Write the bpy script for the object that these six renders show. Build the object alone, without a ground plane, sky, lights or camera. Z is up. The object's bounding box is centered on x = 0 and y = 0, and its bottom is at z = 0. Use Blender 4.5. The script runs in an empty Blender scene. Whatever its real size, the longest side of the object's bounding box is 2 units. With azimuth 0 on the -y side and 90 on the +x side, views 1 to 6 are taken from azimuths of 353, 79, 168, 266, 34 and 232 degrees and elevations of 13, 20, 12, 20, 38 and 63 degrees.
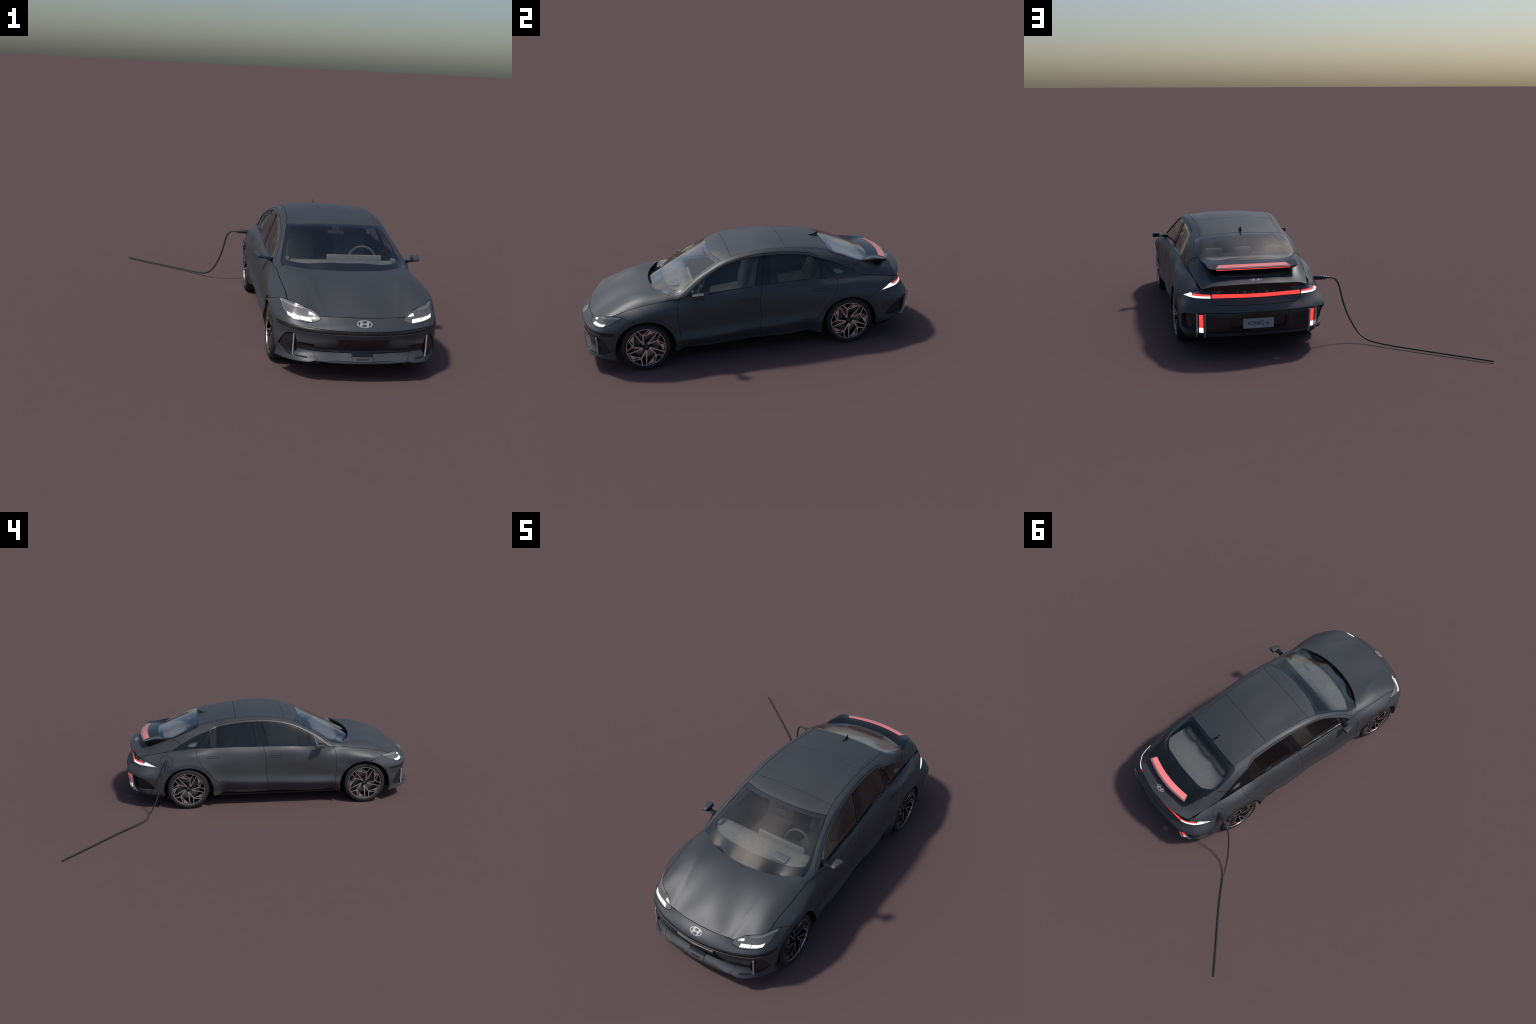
import math
import numpy as np

CX = 0.303            # the car's middle plane, x in the scene frame; all car shapes below are car-local (X = x - CX)


# ------------------------------------------------------------------ curves and fitted surfaces
def spline(points, closed=False):
    """Natural cubic spline through control points, parameter 0..1 along the chord length."""
    P = np.array(points, float)
    if closed:
        P = np.vstack([P[-3:], P, P[:3], ])
    t = np.r_[0, np.cumsum(np.linalg.norm(np.diff(P, axis=0), axis=1) + 1e-12)]
    n = len(t)
    h = np.diff(t)
    A = np.eye(n)
    b = np.zeros((n, P.shape[1]))
    for i in range(1, n - 1):
        A[i, i - 1], A[i, i], A[i, i + 1] = h[i - 1], 2 * (h[i - 1] + h[i]), h[i]
        b[i] = 6 * ((P[i + 1] - P[i]) / h[i] - (P[i] - P[i - 1]) / h[i - 1])
    M = np.linalg.solve(A, b)
    lo, hi = (t[3], t[-3]) if closed else (t[0], t[-1])

    def f(u):
        x = lo + np.atleast_1d(np.asarray(u, float)) * (hi - lo)
        i = np.clip(np.searchsorted(t, x, side="right") - 1, 0, n - 2)
        a = (t[i + 1] - x)[:, None]
        c = (x - t[i])[:, None]
        hh = h[i][:, None]
        return M[i] * a**3 / (6 * hh) + M[i + 1] * c**3 / (6 * hh) + (P[i] / hh - M[i] * hh / 6) * a + (P[i + 1] / hh - M[i + 1] * hh / 6) * c

    return f


class Fair:
    """Fair bicubic B-spline v(a, b) near scattered points: least squares plus a third-derivative penalty."""

    def __init__(self, ab, v, lo, hi, cell, stretch=(1.0, 1.0), stiff=1e-9):
        self.lo, self.cell = np.array(lo, float), np.array(cell, float)
        self.n = np.ceil((np.array(hi) - self.lo) / self.cell).astype(int) + 3
        nu, nv = self.n
        A = self.rows(np.asarray(ab, float))

        def diff(n, k):
            D = np.eye(n)
            for _ in range(k):
                D = np.diff(D, axis=0)
            return D

        c = self.cell / np.array(stretch)
        N = A.T @ A
        for k, w in ((0, 1), (1, 3), (2, 3), (3, 1)):
            du, dv = diff(nu, 3 - k), diff(nv, k)
            gu, gv = du.T @ du, dv.T @ dv
            N += stiff * w * np.kron(gu, gv) * (c[0] * c[1]) / (c[0] ** (2 * (3 - k)) * c[1] ** (2 * k))
        N += 1e-9 * np.eye(nu * nv)
        self.w = np.linalg.solve(N, A.T @ np.asarray(v, float))

    def weights(self, x, axis):
        t = (x - self.lo[axis]) / self.cell[axis]
        i = np.clip(np.floor(t).astype(int), 0, self.n[axis] - 4)
        f = t - i
        return i, np.c_[(1 - f) ** 3, 3 * f**3 - 6 * f**2 + 4, -3 * f**3 + 3 * f**2 + 3 * f + 1, f**3] / 6

    def rows(self, q):
        i, wu = self.weights(q[:, 0], 0)
        j, wv = self.weights(q[:, 1], 1)
        A = np.zeros((len(q), self.n[0] * self.n[1]))
        r = np.arange(len(q))
        for a in range(4):
            for b in range(4):
                A[r, (i + a) * self.n[1] + j + b] += wu[:, a] * wv[:, b]
        return A

    def __call__(self, q):
        q = np.atleast_2d(q)
        i, wu = self.weights(q[:, 0], 0)
        j, wv = self.weights(q[:, 1], 1)
        out = np.zeros(len(q))
        for a in range(4):
            for b in range(4):
                out += wu[:, a] * wv[:, b] * self.w[(i + a) * self.n[1] + j + b]
        return out


def soft(t, r):
    """max(t, 0) with its corner rounded over r"""
    return .5 * (t + np.sqrt(t * t + r * r))


def ramp(t, a, b):
    u = np.clip((t - a) / (b - a), 0, 1)
    return u * u * (3 - 2 * u)


class Chart:
    """A body surface over two flat coordinates; points() gives car-local positions."""

    def normals(self, q):
        e = 4e-4
        q = np.atleast_2d(np.asarray(q, float))
        du = self.points(q + [e, 0]) - self.points(q - [e, 0])
        dv = self.points(q + [0, e]) - self.points(q - [0, e])
        n = np.cross(du, dv) * self.turn
        return n / (np.linalg.norm(n, axis=1, keepdims=True) + 1e-15)


STIFF_W = 2.5e-10
FRONT_ARCH, FRONT_R = (-.699, .1115), .1490
REAR_ARCH, REAR_R = (.3437, .1085), .1460

# plan outline of the body side, from the middle of the nose round to the middle of the tail
PLAN = [(0, -.998), (.05, -.9965), (.1, -.9895), (.15, -.979), (.2, -.9645), (.25, -.9405), (.285, -.912), (.31, -.875),
        (.325, -.835), (.332, -.78), (.334, -.7), (.333, -.55), (.333, -.3), (.334, -.1), (.334, .1), (.336, .25),
        (.336, .38), (.333, .48), (.326, .56), (.311, .62), (.285, .658), (.25, .682), (.2, .699), (.1, .711), (0, .7145)]
_c = spline([(-x, y) for x, y in PLAN[10:0:-1]] + PLAN + [(-x, y) for x, y in PLAN[-2:-12:-1]])
_d = _c(np.linspace(0, 1, 9001))
_i0 = int(np.argmin(np.abs(_d[:4500, 0])))
_i1 = 4500 + int(np.argmin(np.abs(_d[4500:, 0])))
_s = np.r_[0, np.cumsum(np.linalg.norm(np.diff(_d, axis=0), axis=1))]
_s -= _s[_i0]
S_END = _s[_i1]
_tan = np.gradient(_d, _s, axis=0)
_tan /= np.linalg.norm(_tan, axis=1, keepdims=True)
_nor = np.c_[_tan[:, 1], -_tan[:, 0]]


class Wall(Chart):
    """Nose, fenders, doors, quarters and tail: (length along the plan outline, height) -> outward offset."""
    turn = 1.0

    def __init__(self, rows):
        pts = np.array([p for r in rows for p in r], float)
        sz, d = self.flat(pts)
        ab, v = [sz], [d]
        near = sz[:, 0] < .5
        ab.append(sz[near] * [-1, 1]); v.append(d[near])
        far = sz[:, 0] > S_END - .5
        ab.append(sz[far] * [-1, 1] + [2 * S_END, 0]); v.append(d[far])
        ab, v = np.vstack(ab), np.concatenate(v)
        self.base = Fair(ab, v - self.feature(ab), (-.5, .03), (S_END + .5, .40), (.045, .02), (2.2, 1.0), STIFF_W)

    def feature(self, q):
        """Creases: the lower door edge, the bands round the wheel arches, the hood ridge running down the nose."""
        s, z = q[:, 0], q[:, 1]
        y = np.interp(s, _s, _d[:, 1])
        x = np.interp(s, _s, np.abs(_d[:, 0]))
        on_side = (s > .3) & (s < S_END - .3)
        zc = np.interp(y, [-.52, -.40, -.1226, .06, .19], [.1405, .1415, .1535, .162, .1705])
        d = -.50 * soft(zc - z, .004) * ramp(y, -.56, -.50) * (1 - ramp(y, .12, .20)) * on_side
        for c, r in ((FRONT_ARCH, FRONT_R), (REAR_ARCH, REAR_R)):
            rho = np.hypot(y - c[0], z - c[1])
            d -= .34 * soft(r + .024 - rho, .004) * ramp(z, .06, .12) * on_side
        ridge = np.interp(z, [.205, .2415, .2628], [.1345, .1425, .1495])
        d -= .0035 * (1 - np.exp(-soft(x - ridge, .004) / .03)) * ramp(z, .2, .225) * (y < -.8) * (1 - ramp(x, .2, .26))
        return d

    def fit(self, q):
        q = np.atleast_2d(q)
        return self.base(q) + self.feature(q)

    @staticmethod
    def flat(p):
        p = np.atleast_2d(p)
        j = np.array([((_d[::3] - v) ** 2).sum(1).argmin() * 3 for v in p[:, :2]])
        off = ((p[:, :2] - _d[j]) * _nor[j]).sum(1)
        s = _s[j] + ((p[:, :2] - _d[j]) * _tan[j]).sum(1)
        return np.c_[s, p[:, 2]], off

    def points(self, q):
        q = np.atleast_2d(q)
        d = self.fit(q)
        b = np.c_[np.interp(q[:, 0], _s, _d[:, 0]), np.interp(q[:, 0], _s, _d[:, 1])]
        n = np.c_[np.interp(q[:, 0], _s, _nor[:, 0]), np.interp(q[:, 0], _s, _nor[:, 1])]
        n /= np.linalg.norm(n, axis=1, keepdims=True)
        return np.c_[b + n * d[:, None], q[:, 1]]

    def at(self, axis, value, z, lo, hi):
        """flat coordinates of the wall point at height z whose X (axis 0) or y (axis 1) is value"""
        s = np.linspace(lo, hi, 240)
        p = self.points(np.c_[s, np.full(240, z)])[:, axis]
        k = np.argmin(np.abs(p - value))
        k = min(max(k, 1), 238)
        i = k - 1 if (p[k] - value) * (p[k - 1] - value) <= 0 else k
        f = (value - p[i]) / (p[i + 1] - p[i] + 1e-15)
        return (s[i] + np.clip(f, -.5, 1.5) * (s[1] - s[0]), z)

    def side(self, y, z):
        return self.at(1, y, z, .30, S_END - .24)

    def front(self, x, z):
        return self.at(0, x, z, 0 if x > 1e-6 else -.02, .42)

    def rear(self, x, z):
        return self.at(0, x, z, S_END - .42, S_END + (0 if x > 1e-6 else .02))


class Drum(Chart):
    """Greenhouse and deck: (y, angle round the ground line x = z = 0, scaled) -> radius."""
    turn = -1.0
    K = .45

    def __init__(self, rows, stiff=1e-9, rail=None):
        pts = np.array([p for r in rows for p in r], float)
        ab, r = self.flat(pts)
        m = pts[:, 0] > 1e-4
        q = np.vstack([ab, ab[m] * [1, -1]])
        self.rail = rail
        self.base = Fair(q, np.r_[r, r[m]] - self.feature(q), (-.70, -.42), (.74, .42), (.05, .025), (1.6, 1.0), stiff)

    def feature(self, q):
        """The bend of the roof rail, sharpest over the doors, fading into the pillars."""
        if self.rail is None:
            return np.zeros(len(q))
        y, t = q[:, 0], np.abs(q[:, 1])
        bend = np.interp(y, [-.60, -.50, -.40, -.30, -.1, .08, .2, .3, .44], [.25, .45, .75, .95, 1.1, 1.05, .8, .45, .3])
        return -bend * soft(t - np.interp(y, self.rail[:, 0], self.rail[:, 1]), .013)

    def fit(self, q):
        q = np.atleast_2d(q)
        return self.base(q) + self.feature(q)

    def flat(self, p):
        p = np.atleast_2d(p)
        return np.c_[p[:, 1], np.arctan2(p[:, 0], p[:, 2]) * self.K], np.hypot(p[:, 0], p[:, 2])

    def points(self, q):
        q = np.atleast_2d(q)
        r = self.fit(q)
        t = q[:, 1] / self.K
        return np.c_[r * np.sin(t), q[:, 0], r * np.cos(t)]

    def xy(self, x, y):
        """flat coordinates of the point at (X, y)"""
        lo, hi = 0.0, 1.2 * self.K
        t = np.linspace(lo, hi, 300)
        p = self.points(np.c_[np.full(300, y), t])[:, 0]
        k = int(np.argmax(p >= x)) if (p >= x).any() else int(p.argmax())
        if k == 0:
            return (y, 0.0)
        f = (x - p[k - 1]) / (p[k] - p[k - 1] + 1e-15)
        return (y, t[k - 1] + min(max(f, 0), 1) * (t[1] - t[0]))

    def yz(self, y, z):
        """flat coordinates of the side point at (y, z)"""
        t = np.linspace(.12 * self.K, 1.25 * self.K, 400)
        p = self.points(np.c_[np.full(400, y), t])[:, 2]
        k = int(np.argmax(p <= z)) if (p <= z).any() else 399
        if k == 0:
            return (y, t[0])
        f = (p[k - 1] - z) / (p[k - 1] - p[k] + 1e-15)
        return (y, t[k - 1] + min(max(f, 0), 1) * (t[1] - t[0]))


class Sheet(Chart):
    """Hood: (X, y) -> z."""
    turn = 1.0

    def __init__(self, rows, stiff=1e-8):
        pts = np.array([p for r in rows for p in r], float)
        m = pts[:, 0] > 1e-4
        q = np.vstack([pts[:, :2], pts[m, :2] * [-1, 1]])
        self.base = Fair(q, np.r_[pts[:, 2], pts[m, 2]] - self.feature(q), (-.36, -1.0), (.36, -.5), (.04, .03), (1.0, 1.0), stiff)

    def feature(self, q):
        """The two ridges of the hood, with a shallow valley outboard of each."""
        x, y = np.abs(q[:, 0]), q[:, 1]
        xc = np.interp(y, [-.973, -.945, -.9152, -.883, -.8485, -.8122, -.7789, -.72, -.6708, -.58], [.1373, .1431, .1495, .1572, .1647, .172, .1787, .193, .2087, .238])
        return -.0065 * (1 - np.exp(-soft(x - xc, .0025) / .024)) * (1 - ramp(y, -.78, -.60))

    def fit(self, q):
        q = np.atleast_2d(q)
        return self.base(q) + self.feature(q)

    def flat(self, p):
        return np.atleast_2d(p)[:, :2], None

    def points(self, q):
        q = np.atleast_2d(q)
        return np.c_[q, self.fit(q)]


# ------------------------------------------------------------------ feature lines (car-local X, y, z)
fender_seam = [(.2915, -.515, .342), (.2903, -.5565, .340), (.2902, -.6, .3375), (.290, -.645, .333), (.289, -.693, .3265),
               (.286, -.74, .3183), (.2825, -.78, .3088), (.2815, -.81, .301), (.280, -.84, .2930)]
nose_seam = [(0, -.9525, .2525), (.05, -.9505, .2525), (.1, -.945, .2525), (.14, -.938, .252), (.1684, -.9336, .2516)]
belt_line = [(.303, -.477, .3523), (.3, -.38, .356), (.297, -.28, .3585), (.2919, -.098, .3611), (.2861, .0436, .3616),
             (.2825, .1815, .3593), (.278, .288, .3558), (.2715, .364, .3489), (.2640, .437, .3412)]
lid_seam = [(.2636, .44, .3408), (.257, .4912, .3304), (.2507, .5474, .3198), (.2375, .624, .3018)]
lamp_edge_top = [(.1609, -.9415, .2417), (.1704, -.9326, .253), (.182, -.922, .2625), (.196, -.911, .270), (.2157, -.8995, .2761), (.2381, -.890, .2840), (.2516, -.8810, .2872),
                 (.2651, -.8690, .2893), (.2785, -.850, .2905), (.288, -.836, .2902), (.297, -.820, .289), (.3050, -.7956, .286)]
lamp_edge_low = [(.1727, -.9436, .2358), (.1841, -.9455, .2319), (.2051, -.9397, .2285), (.2183, -.9355, .2275), (.2407, -.9267, .230), (.2552, -.9190, .2317), (.2681, -.9105, .2342), (.2794, -.9025, .2382), (.2890, -.888, .2446), (.2965, -.861, .2532), (.3010, -.838, .2660)]

wall_rows = [
    fender_seam, nose_seam, belt_line, lid_seam, lamp_edge_top, lamp_edge_low,
    # nose
    [(0, -.976, .2354), (.1, -.967, .2345), (0, -.9987, .211), (.1, -.9905, .211), (.2, -.966, .2128), (.25, -.9416, .215), (.3264, -.8349, .2136)],
    [(0, -.9983, .196), (.1, -.9886, .195), (.2, -.9635, .197), (.25, -.9405, .1985), (.2625, -.931, .180)],
    [(0, -.988, .168), (.1, -.979, .168), (.2, -.9565, .168), (0, -.975, .143), (.15, -.9687, .1428), (.2622, -.9322, .14)],
    [(0, -.970, .12), (.1, -.964, .1181), (.2, -.9513, .1208), (.2618, -.9324, .0941), (.314, -.8699, .1197)],
    [(0, -.9985, .090), (.1, -.9925, .090), (.17, -.984, .092), (.2066, -.9815, .0875), (.25, -.955, .083), (0, -.996, .0802), (.1, -.990, .0795), (.2066, -.980, .0838), (.25, -.953, .080), (.29, -.907, .074), (.3222, -.8425, .0682)],
    [(.322, -.855, .16), (.3, -.893, .16), (.3, -.885, .23), (.329, -.80, .245), (.332, -.79, .15)],
    # front fender at the wheel, and its rear
    [(.3165, -.68, .309), (.3354, -.68, .287), (.3384, -.68, .262), (.338, -.70, .23), (.334, -.70, .12), (.331, -.56, .17), (.3165, -.5526, .0712)],
    [(.318, -.76, .29), (.334, -.76, .262), (.3145, -.6, .3165), (.3305, -.6, .29), (.3345, -.6, .255), (.333, -.58, .21)],
    # doors, three sections from the shoulder down
    [(.3145, -.45, .335), (.322, -.45, .31), (.3265, -.45, .28), (.327, -.45, .24), (.325, -.45, .2), (.328, -.45, .165), (.336, -.45, .1415), (.310, -.45, .0985), (.302, -.45, .083)],
    [(.311, -.28, .34), (.3195, -.28, .315), (.3245, -.28, .285), (.3255, -.28, .245), (.325, -.28, .205), (.329, -.28, .17), (.336, -.28, .1475), (.3105, -.28, .102), (.301, -.28, .0845)],
    [(.306, -.1, .345), (.3165, -.1, .32), (.322, -.1, .29), (.3245, -.1, .25), (.325, -.1, .21), (.329, -.1, .178), (.335, -.1, .1540), (.311, -.1, .106), (.301, -.1, .085)],
    [(.301, .06, .345), (.3135, .06, .32), (.321, .06, .29), (.325, .06, .25), (.3265, .06, .21), (.3305, .06, .182), (.3365, .06, .163), (.312, .06, .109), (.303, .06, .084)],
    # rear haunch and quarter
    [(.297, .2, .343), (.310, .2, .32), (.3205, .2, .29), (.3275, .2, .25), (.331, .2, .21), (.336, .19, .1705), (.318, .17, .10), (.3220, .1983, .0736)],
    [(.2925, .36, .340), (.3187, .37, .307), (.330, .37, .279), (.335, .37, .248), (.3365, .35, .2), (.333, .35, .1)],
    [(.283, .49, .312), (.304, .49, .285), (.316, .49, .258), (.3245, .49, .22), (.327, .49, .18), (.324, .49, .13), (.3181, .4883, .0862)],
    # tail
    [(.3022, .5323, .2611), (.2721, .606, .2655), (.2756, .5901, .2823), (.1999, .6628, .2694), (.1962, .6578, .2757), (.1, .672, .268), (0, .6795, .2693)],
    [(.1639, .6800, .2385), (.09, .697, .2385), (0, .705, .2385), (0, .7180, .2), (.1175, .7125, .2), (.196, .701, .2), (.2294, .6905, .2096), (.2294, .6895, .187), (.2618, .6715, .2073)],
    [(.311, .63, .2), (.326, .56, .2), (.24, .660, .2385), (.29, .625, .2385), (.315, .56, .235)],
    [(.2294, .6865, .149), (.2294, .6780, .1162), (.2294, .6660, .1008), (.2618, .6700, .1713), (.2618, .6640, .1335), (.2618, .6560, .1143), (.2618, .6430, .102), (0, .692, .100), (.1, .686, .100), (.30, .60, .094), (.312, .545, .09)],
    [(0, .716, .15), (.12, .711, .15), (0, .704, .118), (.12, .699, .118), (.29, .640, .15), (.314, .58, .14)],
    [(0, .6865, .300), (.1, .677, .300), (.19, .652, .300), (0, .684, .288), (.1, .6755, .288)],
]

pillar_seam = [(.293, -.5135, .3425), (.2795, -.477, .3735), (.267, -.428, .409), (.2505, -.36, .444), (.242, -.3, .469), (.2380, -.2458, .4867),
               (.2340, -.1713, .5005), (.2285, -.0721, .5065), (.2235, .0272, .502), (.2210, .1023, .492), (.221, .1475, .4825), (.2218, .1731, .476)]
c_pillar = [(.2150, .2927, .4615), (.2235, .3249, .4495), (.2271, .356, .4373), (.2290, .386, .425), (.2278, .4174, .4116), (.2237, .4338, .4037), (.2582, .3809, .3776)]
glass_rows = [
    [(0, -.66, .329), (0, -.62, .351), (0, -.54, .3945), (0, -.46, .434), (0, -.3225, .4955), (0, -.2317, .5127), (0, -.09, .527), (0, .06, .5235), (0, .18, .507),
     (0, .2826, .4854), (0, .40, .447), (0, .5196, .3993), (0, .57, .378)],
    [(.1, -.645, .3335), (.1, -.605, .3545), (.1, -.45, .433), (.1, -.38, .465), (.1, -.3165, .4950), (.1, -.231, .5098), (.1, -.09, .5238), (.1, .057, .5205), (.1, .281, .482), (.1, .512, .397)],
    [(.2, -.615, .334), (.2, -.585, .349), (.2, -.45, .4155), (.2, -.38, .449), (.1, .40, .4415), (.2, .40, .4255), (.18, -.296, .4885), (.18, -.230, .5035), (.207, -.2316, .4990), (.18, -.09, .5168), (.18, .0545, .5118), (.1955, .052, .5088), (.15, .2785, .4782), (.15, .4985, .3948)],
    [(.2147, -.2845, .486), (.2197, -.3082, .4739), (.2287, -.3496, .455), (.2426, -.4127, .4249), (.2546, -.4595, .3949), (.2646, -.5011, .3706), (.266, -.5315, .3601)],
    pillar_seam, c_pillar, belt_line, [(.2903, -.5834, .3409), (.2672, -.5587, .3592), (.2424, .2122, .454)],
]
# the side glass: nearly flat between the roof rail and the belt, and carried on below it
_top = spline([(p[1], p[0], p[2]) for p in pillar_seam[1:]] + [(.2122, .2424, .454), (.287, .2480, .4255), (.3627, .2560, .3861)])(np.linspace(0, 1, 200))
_low = spline([(p[1], p[0], p[2]) for p in belt_line])(np.linspace(0, 1, 200))
side_glass = []
for y in (-.44, -.40, -.34, -.27, -.19, -.10, -.02, .06, .14, .20, .26, .32):
    a = np.array([np.interp(y, _top[:, 0], _top[:, k]) for k in (1, 2)])
    b = np.array([np.interp(y, _low[:, 0], _low[:, k]) for k in (1, 2)])
    n = np.array([a[1] - b[1], b[0] - a[0]])
    n /= np.linalg.norm(n)
    for t in (.25, .5, .75, 1.2):
        p = a + (b - a) * t + n * (.0025 * 4 * t * (1 - t) if t < 1 else -.003)
        side_glass.append((p[0], y, p[1]))
glass_rows.append(side_glass)
deck_rows = [
    c_pillar, lid_seam, [(.2640, .437, .3412), (.2715, .364, .3489)],
    [(0, .693, .3314), (.1, .6835, .328), (.15, .6735, .3247), (.2, .652, .3165)],
    [(0, .672, .336), (.1, .663, .334), (.18, .640, .327)],
    [(0, .6501, .3394), (.1, .640, .3385), (0, .60, .344), (.1, .595, .344), (0, .54, .353), (.1, .53, .354), (.17, .558, .352), (.205, .575, .340), (.2175, .482, .3835), (.212, .507, .375), (.195, .535, .362)],
]
hood_rows = [
    nose_seam, fender_seam, lamp_edge_top[1:9], [(.255, -.857, .2945), (.225, -.85, .3010), (.25, -.813, .3135), (.22, -.807, .3200), (.22, -.737, .3445), (.25, -.745, .3350)],
    [(0, -.638, .3587), (.1, -.629, .3585), (.2, -.596, .3588), (.25, -.560, .3578), (.2672, -.5587, .3592)],
    [(.1495, -.9152, .2628), (.1572, -.883, .2812), (.1647, -.8485, .2999), (.172, -.8122, .3175), (.1787, -.7789, .3314), (.2087, -.6708, .3579)],
    [(0, -.90, .2855), (0, -.85, .3095), (0, -.80, .3285), (0, -.75, .3430), (0, -.70, .3525)],
]
wall = Wall(wall_rows)
_r = np.array(pillar_seam + [(.2424, .2122, .454), (.2480, .287, .4255), (.2560, .3627, .3861)])
glass = Drum(glass_rows, 2.5e-9, np.c_[_r[:, 1], np.arctan2(_r[:, 0], _r[:, 2]) * Drum.K + .002])
deck = Drum(deck_rows)
hood = Sheet(hood_rows)

# ------------------------------------------------------------------ blender helpers
import bpy
import bmesh
from mathutils import Vector, Matrix
from mathutils.geometry import delaunay_2d_cdt

COLLECTION = bpy.context.scene.collection


def shader(name, color, rough=.5, metal=0.0, spec=.5, coat=0.0, coat_rough=.05, grain=0.0, grain_scale=60, emit=None, strength=0.0, bump=0.0, bump_scale=300, transmission=0.0):
    m = bpy.data.materials.new(name)
    m.use_nodes = True
    t = m.node_tree
    b = t.nodes["Principled BSDF"]
    b.inputs["Base Color"].default_value = (*color, 1)
    b.inputs["Roughness"].default_value = rough
    b.inputs["Metallic"].default_value = metal
    b.inputs["Specular IOR Level"].default_value = spec
    b.inputs["Coat Weight"].default_value = coat
    b.inputs["Coat Roughness"].default_value = coat_rough
    b.inputs["Transmission Weight"].default_value = transmission
    if emit:
        b.inputs["Emission Color"].default_value = (*emit, 1)
        b.inputs["Emission Strength"].default_value = strength
    if grain or bump:
        c = t.nodes.new("ShaderNodeTexCoord")
        n = t.nodes.new("ShaderNodeTexNoise")
        n.inputs["Scale"].default_value = grain_scale
        n.inputs["Detail"].default_value = 4
        t.links.new(c.outputs["Object"], n.inputs["Vector"])
    if grain:
        r = t.nodes.new("ShaderNodeValToRGB")
        r.color_ramp.elements[0].position, r.color_ramp.elements[1].position = .3, .7
        r.color_ramp.elements[0].color = (*[v * (1 - grain) for v in color], 1)
        r.color_ramp.elements[1].color = (*[v * (1 + grain) for v in color], 1)
        t.links.new(n.outputs["Fac"], r.inputs["Fac"])
        t.links.new(r.outputs["Color"], b.inputs["Base Color"])
    if bump:
        k = t.nodes.new("ShaderNodeTexNoise")
        k.inputs["Scale"].default_value = bump_scale
        t.links.new(c.outputs["Object"], k.inputs["Vector"])
        u = t.nodes.new("ShaderNodeBump")
        u.inputs["Strength"].default_value = bump
        u.inputs["Distance"].default_value = .001
        t.links.new(k.outputs["Fac"], u.inputs["Height"])
        t.links.new(u.outputs["Normal"], b.inputs["Normal"])
    return m


def pane(name, tint, rough=0.0, ior=1.45):
    """Solid tinted glass slab."""
    m = bpy.data.materials.new(name)
    m.use_nodes = True
    b = m.node_tree.nodes["Principled BSDF"]
    b.inputs["Base Color"].default_value = (*tint, 1)
    b.inputs["Roughness"].default_value = rough
    b.inputs["IOR"].default_value = ior
    b.inputs["Transmission Weight"].default_value = 1.0
    return m


PAINT = shader("matte_graphite_paint", (.061, .065, .073), rough=.47, metal=.25, spec=.45, grain=.04, grain_scale=900)
TRIM = shader("satin_grey_plastic", (.052, .053, .052), rough=.5, grain=.05, grain_scale=700)
BLACK = shader("black_plastic", (.017, .0155, .016), rough=.38, grain=.1, grain_scale=500)
GLOSS = shader("gloss_black", (.008, .0085, .010), rough=.12, spec=.5)
DARK = shader("matte_near_black", (.004, .004, .0045), rough=.8)  # near-black, also on the raised strips that stand in for gaps
RUBBER = shader("tyre_rubber", (.018, .018, .018), rough=.75, bump=.25, bump_scale=900)
CHROME = shader("satin_chrome", (.58, .58, .61), rough=.3, metal=.35)
SILVER = shader("emblem_silver", (.36, .36, .365), rough=.4, metal=.2)
STEEL = shader("grey_bar_metal", (.40, .41, .46), rough=.35, metal=.3)
ALLOY = shader("machined_alloy", (.82, .79, .81), rough=.34, metal=1.0)
ALLOY_DARK = shader("dark_alloy", (.012, .012, .013), rough=.35, metal=.3)
DISC = shader("brake_disc_steel", (.30, .30, .31), rough=.35, metal=1.0)
CALIPER = shader("caliper_cast", (.10, .105, .11), rough=.45, metal=.5)
WHITE_LED = shader("lit_white_led", (.9, .9, .9), rough=.3, emit=(1, 1, 1), strength=2.2)
RED_LED = shader("lit_red_led", (.6, .02, .02), rough=.3, emit=(1, .062, .062), strength=1.15)
BRAKE_LED = shader("brake_bar_red", (.6, .1, .1), rough=.3, emit=(1, .15, .155), strength=.85)
LENS = shader("smoked_lamp_lens", (.13, .13, .135), rough=.18, spec=.6, grain=.35, grain_scale=420, bump=.15, bump_scale=800)
LENS_BAR = shader("pale_lamp_reflector", (.30, .30, .31), rough=.25, metal=.3)
LAMP_DARK = shader("dark_tail_lens", (.012, .013, .018), rough=.15, spec=.6)
GREY_LENS = shader("clear_grey_cover", (.20, .205, .21), rough=.2)
PLATE = shader("number_plate_blue_grey", (.31, .335, .385), rough=.45)
PLATE_INK = shader("plate_ink", (.03, .032, .036), rough=.5)
WINDSHIELD = pane("windshield_glass", (.93, .94, .94))
SIDE_GLASS = pane("side_glass", (.88, .89, .89))
PRIVACY = pane("privacy_glass", (.62, .62, .62))
REAR_GLASS = pane("rear_glass", (.88, .88, .88))
FRIT = shader("black_glass_border", (.014, .015, .017), rough=.3)
FABRIC = shader("seat_fabric_grey", (.12, .118, .112), rough=.85, grain=.12, grain_scale=120)
FABRIC_DARK = shader("dark_cabin_trim", (.045, .045, .046), rough=.8, grain=.1, grain_scale=150)
SHELF = shader("parcel_shelf_grey", (.36, .36, .355), rough=.8, grain=.06, grain_scale=60)
LETTER = shader("lid_letter_silver", (.62, .62, .64), rough=.4)
DASH = shader("dashboard_grey", (.22, .218, .21), rough=.7, grain=.1, grain_scale=60)
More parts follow.
